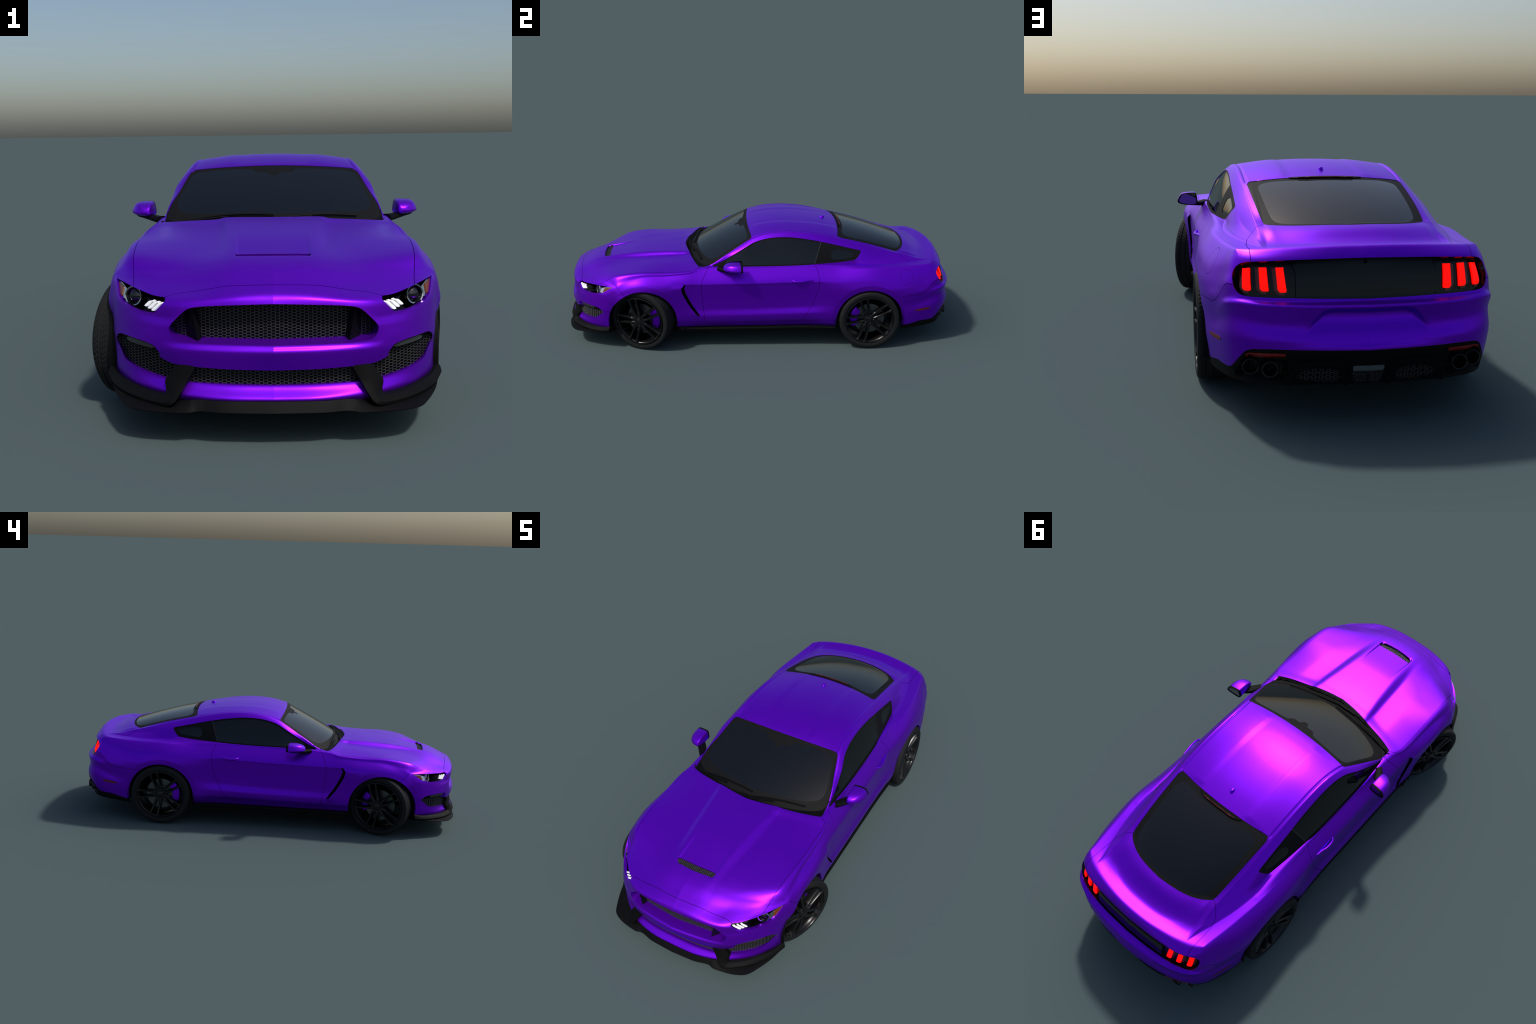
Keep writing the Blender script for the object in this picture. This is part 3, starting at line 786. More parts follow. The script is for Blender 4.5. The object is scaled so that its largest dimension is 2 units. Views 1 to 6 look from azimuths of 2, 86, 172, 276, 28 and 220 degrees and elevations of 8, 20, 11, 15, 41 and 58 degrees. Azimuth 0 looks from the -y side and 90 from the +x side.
# ------------------------------------------------------------------ generic solids
def loft(rings, closed=True, caps=True):
    """rings: list of (n,3) arrays -> V, F"""
    R = np.array(rings, float); m, n = R.shape[:2]
    V = R.reshape(-1, 3); F = []
    for i in range(m - 1):
        for j in range(n if closed else n - 1):
            k = (j + 1) % n
            F.append((i * n + j, i * n + k, (i + 1) * n + k, (i + 1) * n + j))
    if caps and closed:
        F.append(tuple(range(n))[::-1]); F.append(tuple((m - 1) * n + j for j in range(n)))
    return V, F

def fix(ob):
    bm = bmesh.new(); bm.from_mesh(ob.data); bmesh.ops.recalc_face_normals(bm, faces=bm.faces[:]); bm.to_mesh(ob.data); bm.free()
    return ob

def solid(name, rings, mat, parent=None, closed=True, caps=True, angle=40, mirror=False):
    out = []
    for s in ((1, -1) if mirror else (1,)):
        V, F = loft(rings, closed, caps)
        V = V * [s, 1, 1]
        if s < 0: F = [f[::-1] for f in F]
        par = parent[0 if s > 0 else 1] if isinstance(parent, (list, tuple)) else parent
        ob = fix(mesh(name, V, F, mat, parent=par))
        ob.data.set_sharp_from_angle(angle=math.radians(angle))
        out.append(ob)
    return out

def superellipse(n, a, b, p=2.6):
    t = np.linspace(0, 2 * np.pi, n, endpoint=False)
    c, s = np.cos(t), np.sin(t)
    return np.sign(c) * np.abs(c) ** (2 / p) * a, np.sign(s) * np.abs(s) ** (2 / p) * b

def tube_rings(pts, rad, n=10, flat=1.):
    P = np.array(pts, float); rings = []
    rad = np.broadcast_to(rad, (len(P),))
    for i in range(len(P)):
        t = P[min(i + 1, len(P) - 1)] - P[max(i - 1, 0)]; t /= np.linalg.norm(t)
        a = np.cross(t, [0, 0, 1]); a /= max(np.linalg.norm(a), 1e-9); b = np.cross(a, t)
        th = np.linspace(0, 2 * np.pi, n, endpoint=False)
        rings.append(P[i] + rad[i] * (np.cos(th)[:, None] * a * flat + np.sin(th)[:, None] * b))
    return rings

def lathe(profile, seg, axis='x'):
    """profile: (x, r) points revolved about x"""
    p = np.array(profile, float); th = np.linspace(0, 2 * np.pi, seg, endpoint=False)
    V = np.stack([np.repeat(p[:, :1], seg, 1), p[:, 1:] * np.cos(th), p[:, 1:] * np.sin(th)], -1)
    return [V[i] for i in range(len(p))]

_low = LOW0.P
_fr = _low[_low[:, 1] < -.70]; _re = _low[_low[:, 1] > .75]; _si = _low[(_low[:, 0] > .32) & (np.abs(_low[:, 1]) < .86)]
def sample(cloud, ax, out, q):
    q = np.atleast_2d(np.asarray(q, float)); res = np.empty(len(q))
    for s in range(0, len(q), 400):
        d = ((q[s:s + 400, None, :] - cloud[None, :, ax]) ** 2).sum(2)
        k = np.argpartition(d, 4, axis=1)[:, :4]; w = 1 / (np.take_along_axis(d, k, 1) + 1e-9)
        res[s:s + 400] = (cloud[k, out] * w).sum(1) / w.sum(1)
    return res
front_y = lambda x, z: sample(_fr, XZ, 1, np.stack([np.abs(x), z], -1))
rear_y = lambda x, z: sample(_re, XZ, 1, np.stack([np.abs(x), z], -1))
side_x = lambda y, z: sample(_si, YZ, 0, np.stack([y, z], -1))
def line_y(name):
    s = stations(name)[:6]
    return lambda x: spline(s[:, 0], s[:, 1], np.abs(x))

# ------------------------------------------------------------------ honeycomb mesh
def honeycomb(name, inside, ysurf, x0, x1, z0, z1, px=.0088, pz=.0064, wall=.86, mat=MESHM, facing=-1, depth=.0016, parent=None):
    """flattened hexagon lattice in the x-z plane bent to ysurf(x, z); facing -1 looks to the front"""
    V, F = [], []; n = 0
    hx = np.array([-.00587, -.00293, .00293, .00587, .00293, -.00293]) * px / .0088
    hz = np.array([0, .0032, .0032, 0, -.0032, -.0032]) * pz / .0064
    cx = []
    for i in range(int(math.floor(x0 / px)), int(math.ceil(x1 / px)) + 1):
        for j in range(int(math.floor(z0 / pz)), int(math.ceil(z1 / pz)) + 1):
            cx.append((i * px, (j + .5 * (i % 2)) * pz))
    cx = np.array(cx); cx = cx[inside(cx)]
    for X, Z in cx:
        ring = [np.stack([X + hx * s, np.zeros(6) + d, Z + hz * s], 1) for s, d in ((1.0, 0), (wall, 0), (wall * .98, -facing * depth))]
        V += ring
        for a in (0, 1):
            for k in range(6):
                l = (k + 1) % 6
                F.append((n + a * 6 + k, n + a * 6 + l, n + a * 6 + 6 + l, n + a * 6 + 6 + k))
        n += 18
    V = np.concatenate(V); V[:, 1] += ysurf(V[:, 0], V[:, 2])
    F = np.array(F)
    nn = np.cross(V[F[:, 1]] - V[F[:, 0]], V[F[:, 2]] - V[F[:, 0]])
    if (nn[::12, 1] * facing).mean() < 0: F = F[:, ::-1]
    ob = mesh(name, V, F, mat, smooth=False, parent=parent); ob['kind'] = 'stuff'
    return ob

def sheet(name, inside_poly, ysurf, mat, step=.008, parent=None):
    """backing plate behind a mesh"""
    p = np.asarray(inside_poly); x0, z0 = p.min(0); x1, z1 = p.max(0)
    xs, zs = np.arange(x0, x1 + step, step), np.arange(z0, z1 + step, step)
    X, Z = np.meshgrid(xs, zs, indexing='ij'); Y = ysurf(X.ravel(), Z.ravel())
    V = np.stack([X.ravel(), Y, Z.ravel()], 1); n, m = X.shape
    i = np.arange(n * m).reshape(n, m)
    F = np.stack([i[:-1, :-1], i[1:, :-1], i[1:, 1:], i[:-1, 1:]], -1).reshape(-1, 4)
    return mesh(name, V, F, mat, parent=parent)

# main grille
gy = line_y('grille_mid'); mesh_y = lambda x, z: gy(np.clip(np.abs(x), 0, .24)) + .036 + .02 * (.30 - z)
big = lambda poly, d: (lambda q: sdf(q, poly) < d)
honeycomb('grille_mesh', big(GRILLE, .004), mesh_y, -.235, .235, .20, .32, parent=fbump)
sheet('grille_backing', GRILLE, lambda x, z: mesh_y(x, z) + .004, BLACK, parent=fbump)
# vertical fins in the grille
fin = [[(.1735,-.950,.2985),(.164,-.925,.2985),(.200,-.908,.2960)], [(.1605,-.951,.2235),(.1525,-.930,.2235),(.190,-.916,.2235)]]
solid('grille_fin', fin, BLACK, parent=(fbump, fbump), angle=20, mirror=True)
# lower intakes
i1, i2 = line_y('bumper_low'), line_y('lip_top')
def low_mesh_y(x, z):
    a = np.clip(np.abs(x), 0, .37)
    return .5 * (i1(a) + i2(a)) + .012
honeycomb('intake_mesh', big(INTAKE, .003), low_mesh_y, -.375, .375, .115, .222, parent=fbump)
sheet('intake_backing', INTAKE, lambda x, z: low_mesh_y(x, z) + .004, BLACK, parent=fbump)
# fog lamps at the top of the side intakes
FOG = [(.246,.1890),(.262,.2075),(.290,.2125),(.336,.2130),(.353,.2095),(.3600,.2000),(.3520,.1930),(.3430,.1905),(.300,.1910),(.266,.1925),(.252,.1880)]
FOGL = [(.2600,.1965),(.2680,.2065),(.300,.2105),(.334,.2110),(.3390,.1985),(.300,.1975)]
fogs = pair(surface_patch(LOW0, poly_fn(FOG, XZ, 1), -.010, .010, front), 'fog_lamp', BLACK, (fbump, fbump))
pair(surface_patch(LOW0, poly_fn(FOGL, XZ, 1), -.006, .004, front), 'fog_lens', FOGG, (fbump, fbump))

# ------------------------------------------------------------------ canards and splitter
can_a = [(.208,-.940,.172),(.222,-.938,.152),(.2345,-.935,.134),(.232,-.943,.112),(.242,-.939,.1045),(.275,-.914,.1035),(.311,-.879,.1060),(.345,-.836,.1075),(.367,-.797,.1115),(.3840,-.762,.121)]
can_b = [(.165,-.956,.170),(.177,-.958,.150),(.188,-.962,.132),(.200,-.969,.112),(.219,-.972,.090),(.262,-.944,.0845),(.312,-.900,.085),(.350,-.849,.086),(.374,-.803,.0885),(.3885,-.765,.094)]
def canard_rings():
    A = spline(np.arange(len(can_a)), can_a, np.linspace(0, len(can_a) - 1, 46))
    B = spline(np.arange(len(can_b)), can_b, np.linspace(0, len(can_b) - 1, 46))
    rings = []
    for a, b in zip(A, B):
        t = np.array([b[0] * .6, b[1] + .55, 0]); t /= np.linalg.norm(t)
        m1, m2 = a * .75 + b * .25 + t * .005, a * .3 + b * .7 + t * .006
        back = -t * .022
        rings.append([a, m1, m2, b, b + back * .8, a + back])
    return rings
solid('canard', canard_rings(), BLACK, angle=35, mirror=True)
SPLIT = [(0,-.9985,.0765),(.10,-.9925,.0765),(.152,-.9795,.0762),(.166,-.9785,.0752),(.186,-.9840,.0742),(.25,-.9745,.0742),(.300,-.9550,.0745),(.318,-.9400,.0750),(.342,-.8950,.0775),(.368,-.8300,.0830),(.384,-.7650,.0900)]
SPLIT_TOP = [(0,-.9830,.0995),(.10,-.9790,.0995),(.152,-.9650,.0995),(.166,-.9620,.0985),(.186,-.9570,.0950),(.25,-.9400,.0860),(.300,-.9150,.0840),(.318,-.9000,.0840),(.342,-.8600,.0860),(.362,-.8050,.0900),(.378,-.7600,.0960)]
def splitter_rings():
    u = np.linspace(0, len(SPLIT) - 1, 60)
    B = spline(np.arange(len(SPLIT)), SPLIT, u, mono=True); A = spline(np.arange(len(SPLIT)), SPLIT_TOP, u, mono=True)
    out = []
    for a, b in zip(A, B):
        inn = np.array([a[0] * .82, a[1] * .82, a[2]]); inb = np.array([a[0] * .82, a[1] * .82, b[2] + .004])
        out.append([inn, a, a * .5 + b * .5 + [0, -.0008, .0015], b + [0, 0, .0025], b + [0, .0025, 0], inb])
    left = [[np.array(p) * [-1, 1, 1] for p in r] for r in out[1:][::-1]]
    return left + out
solid('front_splitter', splitter_rings(), BLACK, angle=35)

# ------------------------------------------------------------------ side skirts
def skirt_rings():
    st = [(-.440,.366,.116,.092),(-.425,.376,.116,.0905),(-.398,.380,.114,.089),(-.385,.374,.1105,.0885),(-.32,.370,.1095,.0885),(0,.370,.1130,.0905),(.20,.371,.1165,.0935),(.30,.374,.1150,.0950),(.366,.376,.1135,.0965),(.374,.366,.1130,.098)]
    u = np.linspace(0, len(st) - 1, 50); S = spline(np.arange(len(st)), np.array(st), u, mono=True)
    return [[(.335, y, zt + .001), (xo - .016, y, zt), (xo - .003, y, zt - .004), (xo, y, zt - .009), (xo - .002, y, zb + .002), (xo - .010, y, zb), (.335, y, zb + .003)] for y, xo, zt, zb in S]
solid('side_skirt', skirt_rings(), BLACK, angle=40, mirror=True)

# ------------------------------------------------------------------ headlamps
lamp_depth = lambda q: -.010 - .005 * sstep(.298, .309, q[:, 2]) - .030 * sstep(.0290, .0262, np.hypot((q[:, 0] - .3125) * 1.0, (q[:, 2] - .3020) * .95))
hl = [empty('headlamp', (0, 0, 0)) for _ in (0, 1)]
pair(panel('headlamp', up=False, offset=0, flange=None, offset_fn=lamp_depth), 'lamp_housing', GLOSS, hl)
BARS = [[(.2380,.3060),(.2400,.3072),(.2442,.3070),(.2678,.2835),(.2682,.2810),(.2655,.2796),(.2620,.2805)],
        [(.2498,.3082),(.2546,.3082),(.2768,.2866),(.2772,.2845),(.2750,.2833),(.2715,.2842)],
        [(.2610,.3092),(.2660,.3092),(.2856,.2900),(.2858,.2880),(.2838,.2868),(.2802,.2876)]]
for bpoly in BARS:
    pair(surface_patch(LOW0, poly_fn(bpoly, XZ, 0), 0, .005, front, None, lambda q: -.005 - .006 * sstep(.298, .309, q[:, 2])), 'running_light', WHITE, hl)
AMB_F = [(.3400,.3130),(.3420,.2915),(.3530,.2900),(.3660,.2960),(.3715,.3250),(.3560,.3215)]
AMB = [(.3490,.3150),(.3520,.2950),(.3640,.2985),(.3690,.3225),(.3560,.3180)]
pair(surface_patch(LOW0, poly_fn(AMB_F, XZ, 0), -.006, .005, front), 'lamp_bezel', CHROME, hl)
pair(surface_patch(LOW0, poly_fn(AMB, XZ, 0), -.004, .003, front), 'turn_signal', AMBER, hl)
for s, par in zip((1, -1), hl):
    d = Vector((.42 * s, -.90, .10)).normalized()
    rot = d.to_track_quat('X', 'Z').to_matrix().to_4x4()
    ctr = Vector((.3170 * s, -.8180, .2970))
    M = Matrix.Translation(ctr) @ rot
    for nm, prof, mt in (('projector_ring', [(-.012, .0228), (.000, .0238), (.003, .0222), (.002, .0195), (-.003, .0186), (-.010, .0182)], CHROME),
                         ('projector_lens', [(-.010, .0192), (-.006, .0178), (-.002, .0140), (.001, .0075), (.002, .0002)], LENS)):
        ob = solid(nm, lathe(prof, 40), mt, parent=par, caps=False, angle=50)[0]
        ob.data.transform(M)

# ------------------------------------------------------------------ tail lamps and rear panel
def lamp_recess(q): return -.006 - .013 * np.clip((q[:, 2] - .325) / .085, 0, 1)
def tail_offset(q):
    zt = q[:, 2]; a = np.abs(q[:, 0])
    centre = 1 - sstep(.172, .176, a)
    face = -.003 - .006 * np.clip((zt - .325) / .085, 0, 1) - .008 * sstep(.392, .396, zt) - .006 * sstep(.3345, .3325, zt)
    return centre * face + (1 - centre) * (lamp_recess(q) - .006)
rp = region_piece(LOW, LOWL == 'tail_panel', LOWL, walls, 0, None, tail_offset)
whole(rp, 'rear_panel', GLOSS)
tl = [empty('tail_lamp', (0, 0, 0)) for _ in (0, 1)]
TBARS = [[(.3090,.3915),(.2910,.3955),(.2850,.3420),(.2880,.3390),(.3015,.3395),(.3060,.346)],
         [(.2670,.3970),(.2480,.3982),(.2420,.3420),(.2440,.3395),(.2575,.3395),(.2625,.346)],
         [(.2240,.3985),(.2050,.3990),(.1980,.3405),(.2000,.3375),(.2145,.3375),(.2195,.344)]]
for bpoly in TBARS:
    pair(surface_patch(LOW0, poly_fn([(x - .002, z) for x, z in bpoly], XZ, 0), 0, .007, rear, None, lamp_recess), 'tail_light_bar', RED, tl)
    fl = [(x + .011, z - .001) for x, z in bpoly[:1]] + [(bpoly[0][0] - .002, bpoly[0][1])] + [(bpoly[4][0] - .012, bpoly[4][1] - .0065), (bpoly[4][0] + .002, bpoly[4][1] - .0065), (bpoly[5][0] + .009, bpoly[5][1] - .002)]
    pair(surface_patch(LOW0, poly_fn([(x - .002, z) for x, z in fl], XZ, 0), 0, .004, rear, None, lambda q: lamp_recess(q) - .004), 'tail_light_side', DARKRED, tl)
ps = LOW0.copy(); ps.T = ps.T[rear(ps.centroids())]
ps_d = lambda q: q[:, 0] - (.1745 + .35 * np.clip(q[:, 2] - .385, 0, 1))
ps.gap(ps_d, .0007)
pc = ps.centroids()
whole(region_piece(ps, (np.abs(ps_d(pc)) < .0007) & (tail_d(pc) < -.001), None, None, 0, None, lambda q: np.maximum(tail_offset(q), -.016) + .0012), 'panel_seam', GAPM)
cam_v = lathe([(0, .0045), (.003, .0045), (.004, .0035), (.004, .0003)], 20)
ob = solid('rear_camera', cam_v, BLACK, caps=False)[0]
ob.data.transform(Matrix.Translation((0, .923, .406)) @ Matrix.Rotation(math.pi / 2, 4, 'Z'))

# ------------------------------------------------------------------ rear valance details
pair(surface_patch(LOW0, poly_fn([(.2945,.1825),(.2850,.1915),(.198,.1955),(.2040,.1860),(.290,.1800)], XZ, 1), .001, .004, rear), 'rear_reflector', REFLECT)
pair(surface_patch(LOW0, poly_fn([(.7660,.2020),(.8480,.2085),(.8530,.2050),(.8450,.1965),(.7760,.1935)], YZ, 1), .0010, .003, lambda c: (c[:, 1] > .74) & (c[:, 0] > .3)), 'side_marker', ORANGE)
ry = lambda x, z: rear_y(x, z)
honeycomb('valance_mesh', lambda q: sdf(q, chaikin([(.060,.118),(.075,.152),(.085,.157),(.150,.160),(.172,.150),(.182,.124)], 1)) < 0, lambda x, z: ry(x, z) + .0015, .05, .19, .11, .165, facing=1, mat=MESHM)
honeycomb('valance_mesh', lambda q: sdf(q * [-1, 1], chaikin([(.060,.118),(.075,.152),(.085,.157),(.150,.160),(.172,.150),(.182,.124)], 1)) < 0, lambda x, z: ry(x, z) + .0015, -.19, -.05, .11, .165, facing=1, mat=MESHM)
honeycomb('valance_mesh', lambda q: sdf(np.abs(q), [(0,.116),(.030,.116),(.042,.142),(0,.142)]) < 0, lambda x, z: ry(x, z) + .0015, -.05, .05, .11, .15, facing=1, mat=MESHM, px=.0065, pz=.0045)
for s in (1, -1):
    honeycomb('exhaust_mesh', lambda q: sdf(q * [s, 1], [(.200,.128),(.196,.178),(.285,.180),(.306,.150),(.310,.128)]) < 0, lambda x, z: ry(x, z) + .001, -.32, .32, .12, .18, facing=1, mat=MESHM)
whole(surface_patch(LOW0, poly_fn(both_sides([(0,.1610),(.040,.1608),(.0375,.1495),(.034,.1470),(0,.1468)]), XZ, 0), .0015, .002, rear), 'reverse_lamp', PLATE)
pair(surface_patch(LOW0, poly_fn([(.044,.108),(.049,.150),(.062,.170),(.080,.178),(.160,.178),(.176,.170),(.196,.130),(.200,.108),(.184,.108),(.172,.140),(.150,.160),(.085,.158),(.070,.150),(.058,.108)], XZ, 1), .006, .008, rear), 'diffuser_frame', BLACK)
for s in (1, -1):
    for X, Y in ((.2370, .948), (.2810, .918)):
        pr = [(0, .019), (.060, .0205), (.0625, .0205), (.0635, .0190), (.0625, .0175), (.015, .0170), (.010, .0005)]
        ob = solid('exhaust_tip', lathe(pr, 36), RIM, caps=False, angle=35)[0]
        ob.data.transform(Matrix.Translation((X * s, Y - .055, .1520)) @ Matrix.Rotation(math.pi / 2, 4, 'Z'))

# ------------------------------------------------------------------ hood vent, brake light, antenna, wipers
vp = np.array(VENT)
_vs = UP0
def top_z(x, y):
    P = UP0.pos(); q = np.stack([np.abs(x), y], -1)
    sel = P[(P[:, 1] < -.74) & (P[:, 1] > -.88) & (P[:, 0] < .13)]
    return sample(sel, XY, 2, q)
vb = surface_patch(UP0, vent_d, -.007, 0, lambda c: c[:, 1] < -.7, 0)
whole(vb, 'vent_backing', BLACK)
V, F, n = [], [], 0
px, py = .0078, .0056
for i in range(-12, 13):
    for j in range(-8, 9):
        X, Y = i * px, -.80 + (j + .5 * (i % 2)) * py
        if sdf(np.array([[X, Y]]), VENT)[0] > .001: continue
        hx = np.array([-.667, -.333, .333, .667, .333, -.333]) * px; hy = np.array([0, .5, .5, 0, -.5, -.5]) * py
        for s_, d_ in ((1., 0), (.80, 0), (.78, -.002)): V.append(np.stack([X + hx * s_, Y + hy * s_, np.full(6, d_)], 1))
        for a in (0, 1):
            for k in range(6):
                l = (k + 1) % 6; F.append((n + a * 6 + l, n + a * 6 + k, n + a * 6 + 6 + k, n + a * 6 + 6 + l))
        n += 18
V = np.concatenate(V); V[:, 2] += top_z(V[:, 0], np.clip(V[:, 1], -.82, -.78)) - .0045
ob = mesh('vent_mesh', V, F, MESHM, smooth=False, parent=hood); ob['kind'] = 'stuff'

whole(surface_patch(UP0, poly_fn(both_sides([(0,.3950),(.070,.3938),(.112,.3915),(.104,.3990),(.085,.4080),(0,.4135)]), XY, 1), .002, .004, lambda c: (c[:, 1] > .37) & (c[:, 1] < .45), 1), 'brake_light_housing', BLACK)
whole(surface_patch(UP0, poly_fn(both_sides([(0,.4075),(.050,.4065),(.083,.4035),(.083,.4065),(.050,.4095),(0,.4108)]), XY, 0), .0045, .003, lambda c: (c[:, 1] > .38) & (c[:, 1] < .43), 1), 'high_brake_light', BRAKE)

ax, az = superellipse(24, 1, 1, 2.3)
zr0 = float(cabin_height(np.array([0.]), np.array([.322]))[0])
ant = [np.stack([ax * a * .0075, .322 + az * b * .012 + o, np.full(24, zr0 + hgt)], 1) for a, b, o, hgt in ((1.1, 1.15, 0, -.003), (1, 1, 0, .001), (.92, .9, .001, .0055), (.7, .65, .003, .0078), (.25, .25, .004, .0086))]
solid('antenna', ant, PAINT, parent=roof, angle=50)

def cowl_pt(x, off, up):
    y = float(hood_rear(np.array([abs(x)]))[0]) + off
    z = float(upper_height(np.array([abs(x)]), np.array([y]), np.array([.4285 - .02 * (abs(x) / .32) ** 2]))[0][0])
    return (x, y, z + up)
for x0, x1, o0, o1 in ((-.05, .235, .020, .040), (-.285, .0, .018, .046)):
    blade = [cowl_pt(x0 + (x1 - x0) * t, o0 + (o1 - o0) * t + .006 * math.sin(math.pi * t), .006) for t in np.linspace(0, 1, 24)]
    solid('wiper', tube_rings(blade, .0030, 8, 1.2), BLACK)
    arm = [cowl_pt(x0 + (x1 - x0) * t, .014 + (o0 + .5 * (o1 - o0) - .006) * t, .006 + .002 * math.sin(math.pi * t)) for t in np.linspace(-.12, .55, 16)]
    solid('wiper', tube_rings(arm, np.linspace(.0042, .0028, 16), 8, 1.3), BLACK)

# ------------------------------------------------------------------ mirrors and door handles
def mirror_parts(s, door):
    m = empty('wing_mirror', (0, 0, 0), door)
    prof = chaikin([(.4325,.4265),(.4300,.4366),(.4216,.4514),(.4110,.4573),(.3710,.4590),(.3647,.4545),(.3600,.4242),(.3635,.4164),(.3725,.4125),(.4123,.4172),(.4240,.4205)], 2)
    cen = np.array([.392, .4365])
    def sec(y_, k, dx=0, dz=0):
        q = cen + (prof - cen) * k + [dx, dz]
        return np.stack([q[:, 0] * s, y_ + .10 * (q[:, 0] - .396), q[:, 1]], 1)
    solid('mirror_cap', [sec(-.1150, .97), sec(-.1200, 1.0), sec(-.142, .99), sec(-.160, .94, -.001), sec(-.175, .84, -.003, -.001), (sec(-.188, .66, -.006, -.003)), sec(-.1965, .44, -.009, -.005), sec(-.200, .2, -.010, -.006)], PAINT, parent=m, angle=60)
    def ring(k, y_, dz=0): return sec(y_, k)
    solid('mirror_frame', [ring(1.0, -.1205), ring(1.005, -.1125), ring(.97, -.1105), ring(.87, -.1115), ring(.85, -.1145)], BLACK, parent=m, caps=False, angle=40)
    solid('mirror_glass', [ring(.87, -.1135), ring(.3, -.1133)], CHROME_DARK, parent=m, angle=40)
    foot = [(.4180, -.128, .4195), (.402, -.140, .4175), (.380, -.158, .4155), (.358, -.182, .4120), (.342, -.205, .4105), (.330, -.222, .4110)]
    rr = []
    for i, p in enumerate(foot):
        w = [.006, .018, .022, .022, .020, .018][i]; t = [.003, .0055, .0070, .0080, .0095, .0105][i]
        a, b = superellipse(20, w, t, 3)
        rr.append(np.stack([np.full(20, p[0] * s) + a * .60 * s, p[1] - a * .62, p[2] + b], 1))
    solid('mirror_stalk', rr, BLACK, parent=m, angle=45)
CHROME_DARK = principled('mirror_glass', (.30, .30, .32), rough=.02, metal=1., noise=.02, scale=40)
for s, d in zip((1, -1), doors): mirror_parts(s, d)

def handle(s, door):
    P = [(.138, -.004, .3625), (.143, .002, .3615), (.150, .0065, .3600), (.165, .0085, .3592), (.185, .0085, .3592), (.200, .0065, .3605), (.210, .0040, .3625), (.225, .002, .3630), (.238, .000, .3635), (.246, -.004, .3640)]
    pts = []
    for yy, o, zz in P:
        pts.append(((float(side_x([yy], [zz])[0]) + o) * s, yy, zz))
    pts = spline(np.arange(len(pts)), pts, np.linspace(0, len(pts) - 1, 40))
    solid('door_handle', tube_rings(pts, .0036 + .0012 * np.sin(np.linspace(0, math.pi, 40)), 14, 1.0), PAINT, parent=door, angle=60)
for s, d in zip((1, -1), doors): handle(s, d)

# ------------------------------------------------------------------ wheels
def tyre_mesh():
    prof = [(-.046,.118),(-.0535,.1235),(-.0575,.131),(-.0582,.139),(-.0560,.1465),(-.0515,.1508)]
    tread = [(x, .1530 - .0009 * (x / .048) ** 2) for x in np.linspace(-.048, .048, 41)]
    prof = prof + tread + [(-x, r) for x, r in prof[::-1]]
    seg = 360; th = np.linspace(0, 2 * np.pi, seg, endpoint=False)
    R = []
    for x, r in prof:
        rr = np.full(seg, r)
        if abs(x) <= .0482 and r > .1515:
            if min(abs(abs(x) - .012), abs(abs(x) - .032)) < .0022: rr -= .0026
            else:
                ph = (th / (2 * np.pi) * 72 + abs(x) * 55 + (.5 if abs(x) < .012 else 0)) % 1
                rr -= .0018 * ((ph < .16) & (abs(x) > .013))
                rr -= .0010 * ((ph < .10) & (abs(x) <= .012))
        R.append(np.stack([np.full(seg, x), rr * np.cos(th), rr * np.sin(th)], 1))
    return R

def spoke_rings(sign, face):
    """one of the two legs of a split spoke, running along +z"""
    #    r     offset  half-width  x front  x back
    S = [(.022, .0080, .0075, .0520, .020), (.036, .0112, .0072, .0540, .022), (.050, .0130, .0060, .0525, .024), (.070, .0150, .0053, .0520, .025),
         (.095, .0172, .0053, .0535, .026), (.112, .0188, .0066, .0550, .024), (.1195, .0198, .0095, .0555, .022)]
    S = spline(np.arange(len(S)), np.array(S), np.linspace(0, len(S) - 1, 18))
    rings = []
    for r, o, w, xf, xb in S:
        o *= sign
        dish = face * (1 - sstep(.030, .115, np.array(r)))
        xf, xb = xf + dish, xb + dish
        rings.append([(xb, o - w * 1.25, r), (xf - .004, o - w * 1.05, r), (xf, o - w * .55, r), (xf, o + w * .55, r), (xf - .004, o + w * 1.05, r), (xb, o + w * 1.25, r)])
    return rings

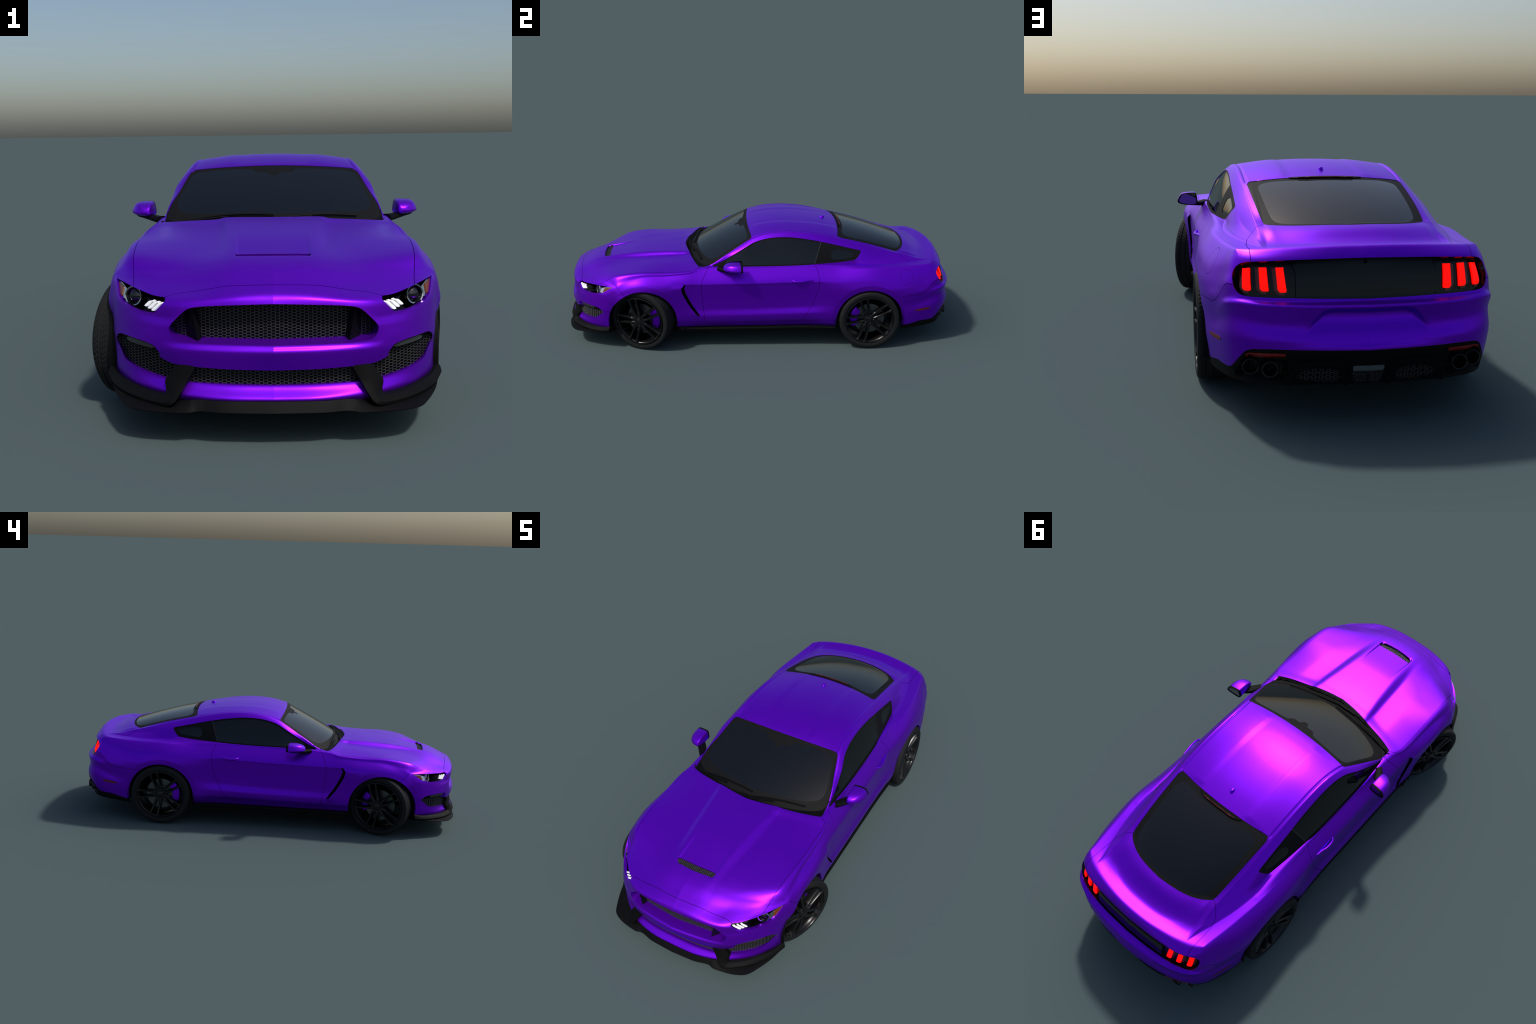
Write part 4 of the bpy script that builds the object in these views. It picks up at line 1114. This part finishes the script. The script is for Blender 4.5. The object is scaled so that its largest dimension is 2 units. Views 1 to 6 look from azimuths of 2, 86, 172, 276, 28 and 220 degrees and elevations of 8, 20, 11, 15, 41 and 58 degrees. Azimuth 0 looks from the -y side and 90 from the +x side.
def build_wheel_meshes(face, out_shift):
    out = {}
    def grab(ob):
        bpy.context.scene.collection.objects.unlink(ob); ob.parent = None; return ob
    out['tyre'] = grab(solid('tyre', tyre_mesh(), RUBBER, caps=False, angle=25)[0])
    barrel = [(-.050,.1130),(-.0505,.1200),(-.046,.1225),(-.043,.1160),(.030,.1100),(.0470,.1150),(.0495,.1180),(.0540,.1190),(.0565,.1205),(.0555,.1228),(.050,.1235)]
    rim = solid('rim', lathe(barrel, 120), RIM, caps=False, angle=35)[0]
    bm = bmesh.new(); bm.from_mesh(rim.data)
    def merge_solid(rings, M=None, caps=True):
        o = solid('tmp', rings, RIM, caps=caps, angle=35)[0]
        if M is not None: o.data.transform(M)
        bm.from_mesh(o.data); me = o.data; bpy.data.objects.remove(o); bpy.data.meshes.remove(me)
    for k in range(5):
        A = Matrix.Rotation(math.radians(72 * k + 90), 4, 'X')
        for sg in (1, -1): merge_solid(spoke_rings(sg, face), A)
    hubM = Matrix.Translation((face, 0, 0))
    merge_solid(lathe([(.018, .030), (.046, .0315), (.0510, .029), (.0515, .0175), (.0550, .0165), (.0560, .0150), (.0563, .0005)], 60), hubM, caps=False)
    bm.to_mesh(rim.data); bm.free(); rim.data.shade_smooth(); rim.data.set_sharp_from_angle(angle=math.radians(35))
    rim.data.transform(Matrix.Translation((out_shift, 0, 0)))
    out['rim'] = grab(rim)
    nut = solid('lug_nut', lathe([(.046, .0048), (.0560, .0044), (.0575, .0032), (.0577, .0003)], 12), RIM, caps=False, angle=30)[0]
    nut.data.transform(Matrix.Translation((face + out_shift, 0, 0)))
    out['lug_nut'] = grab(nut)
    disc = lathe([(.012, .030), (.012, .078), (.020, .078), (.020, .047), (.026, .045), (.026, .0005)], 72)
    out['brake_disc'] = grab(solid('brake_disc', disc, DISC, caps=False, angle=30)[0])
    a = np.radians(np.linspace(-34, 34, 22)); rings = []
    for t in a:
        c, s = math.cos(t), math.sin(t); e = abs(t) / np.radians(34); k = .003 * e ** 3
        rings.append([(x, r * c, r * s) for x, r in ((-.006, .060 + k), (.0275, .058 + k), (.031, .062), (.031, .088), (.026, .097 - k), (-.006, .098 - k))])
    out['brake_caliper'] = grab(solid('brake_caliper', rings, PAINT, angle=35)[0])
    return out

WM_FRONT, WM_REAR = build_wheel_meshes(.004, .006), build_wheel_meshes(-.011, 0.)
def wheel(s, cx, cy, steer, cal):
    WM = WM_FRONT if cy < 0 else WM_REAR
    e = empty('wheel', (cx * s, cy, .1535))
    e.rotation_euler = (0, 0, steer + (0 if s > 0 else math.pi))
    for nm in ('tyre', 'rim', 'brake_disc'):
        o = WM[nm].copy(); o.name = nm; link(o, e)
    for k in range(5):
        t = math.radians(72 * k + 90 + 36)
        o = WM['lug_nut'].copy(); o.name = 'lug_nut'; o.location = (0, -.0215 * math.sin(t), .0215 * math.cos(t)); link(o, e)
    o = WM['brake_caliper'].copy(); o.name = 'brake_caliper'; link(o, e)
    yd = cal if s > 0 else -cal                      # towards +y or -y of the car, in wheel space
    o.rotation_euler = (math.radians(8) if yd > 0 else math.radians(180 - 8), 0, 0)
STEER = math.radians(-20.5)
wheel(1, .336, -.597, STEER, 1); wheel(-1, .336, -.597, STEER, 1)
wheel(1, .342, .537, 0, -1); wheel(-1, .342, .537, 0, -1)

# ------------------------------------------------------------------ underside
for s in (1, -1):
    for cy, cz, r in (ARCH_F, ARCH_R):
        a = np.radians(np.linspace(-12, 192, 40))
        rr = r + .004
        inner, outer = (.185, .384)
        arc = lambda x, q: np.stack([np.full(40, x * s), cy + q * np.cos(a), cz + q * np.sin(a)], 1)
        R = [arc(outer, rr), arc(inner + .02, rr + .012), arc(inner, rr), arc(inner, .02)]
        solid('wheel_liner', R, BLACK, closed=False, caps=False)
outl = [(.0,-.955),(.20,-.93),(.30,-.86),(.352,-.78),(.352,-.765)]
def floor_rings():
    st = [(-.945,.02),(-.935,.12),(-.905,.205),(-.855,.27),(-.80,.320),(-.77,.335),(-.765,.18),(-.43,.18),(-.425,.35),(.365,.35),(.37,.18),(.71,.18),(.715,.35),(.80,.325),(.87,.285),(.915,.23),(.93,.05)]
    return [[(-w, y_, .100 + .012 * sstep(.5, .9, y_)), (w, y_, .100 + .012 * sstep(.5, .9, y_)), (w, y_, .118), (-w, y_, .118)] for y_, w in st]
solid('underbody', floor_rings(), BLACK, angle=30)
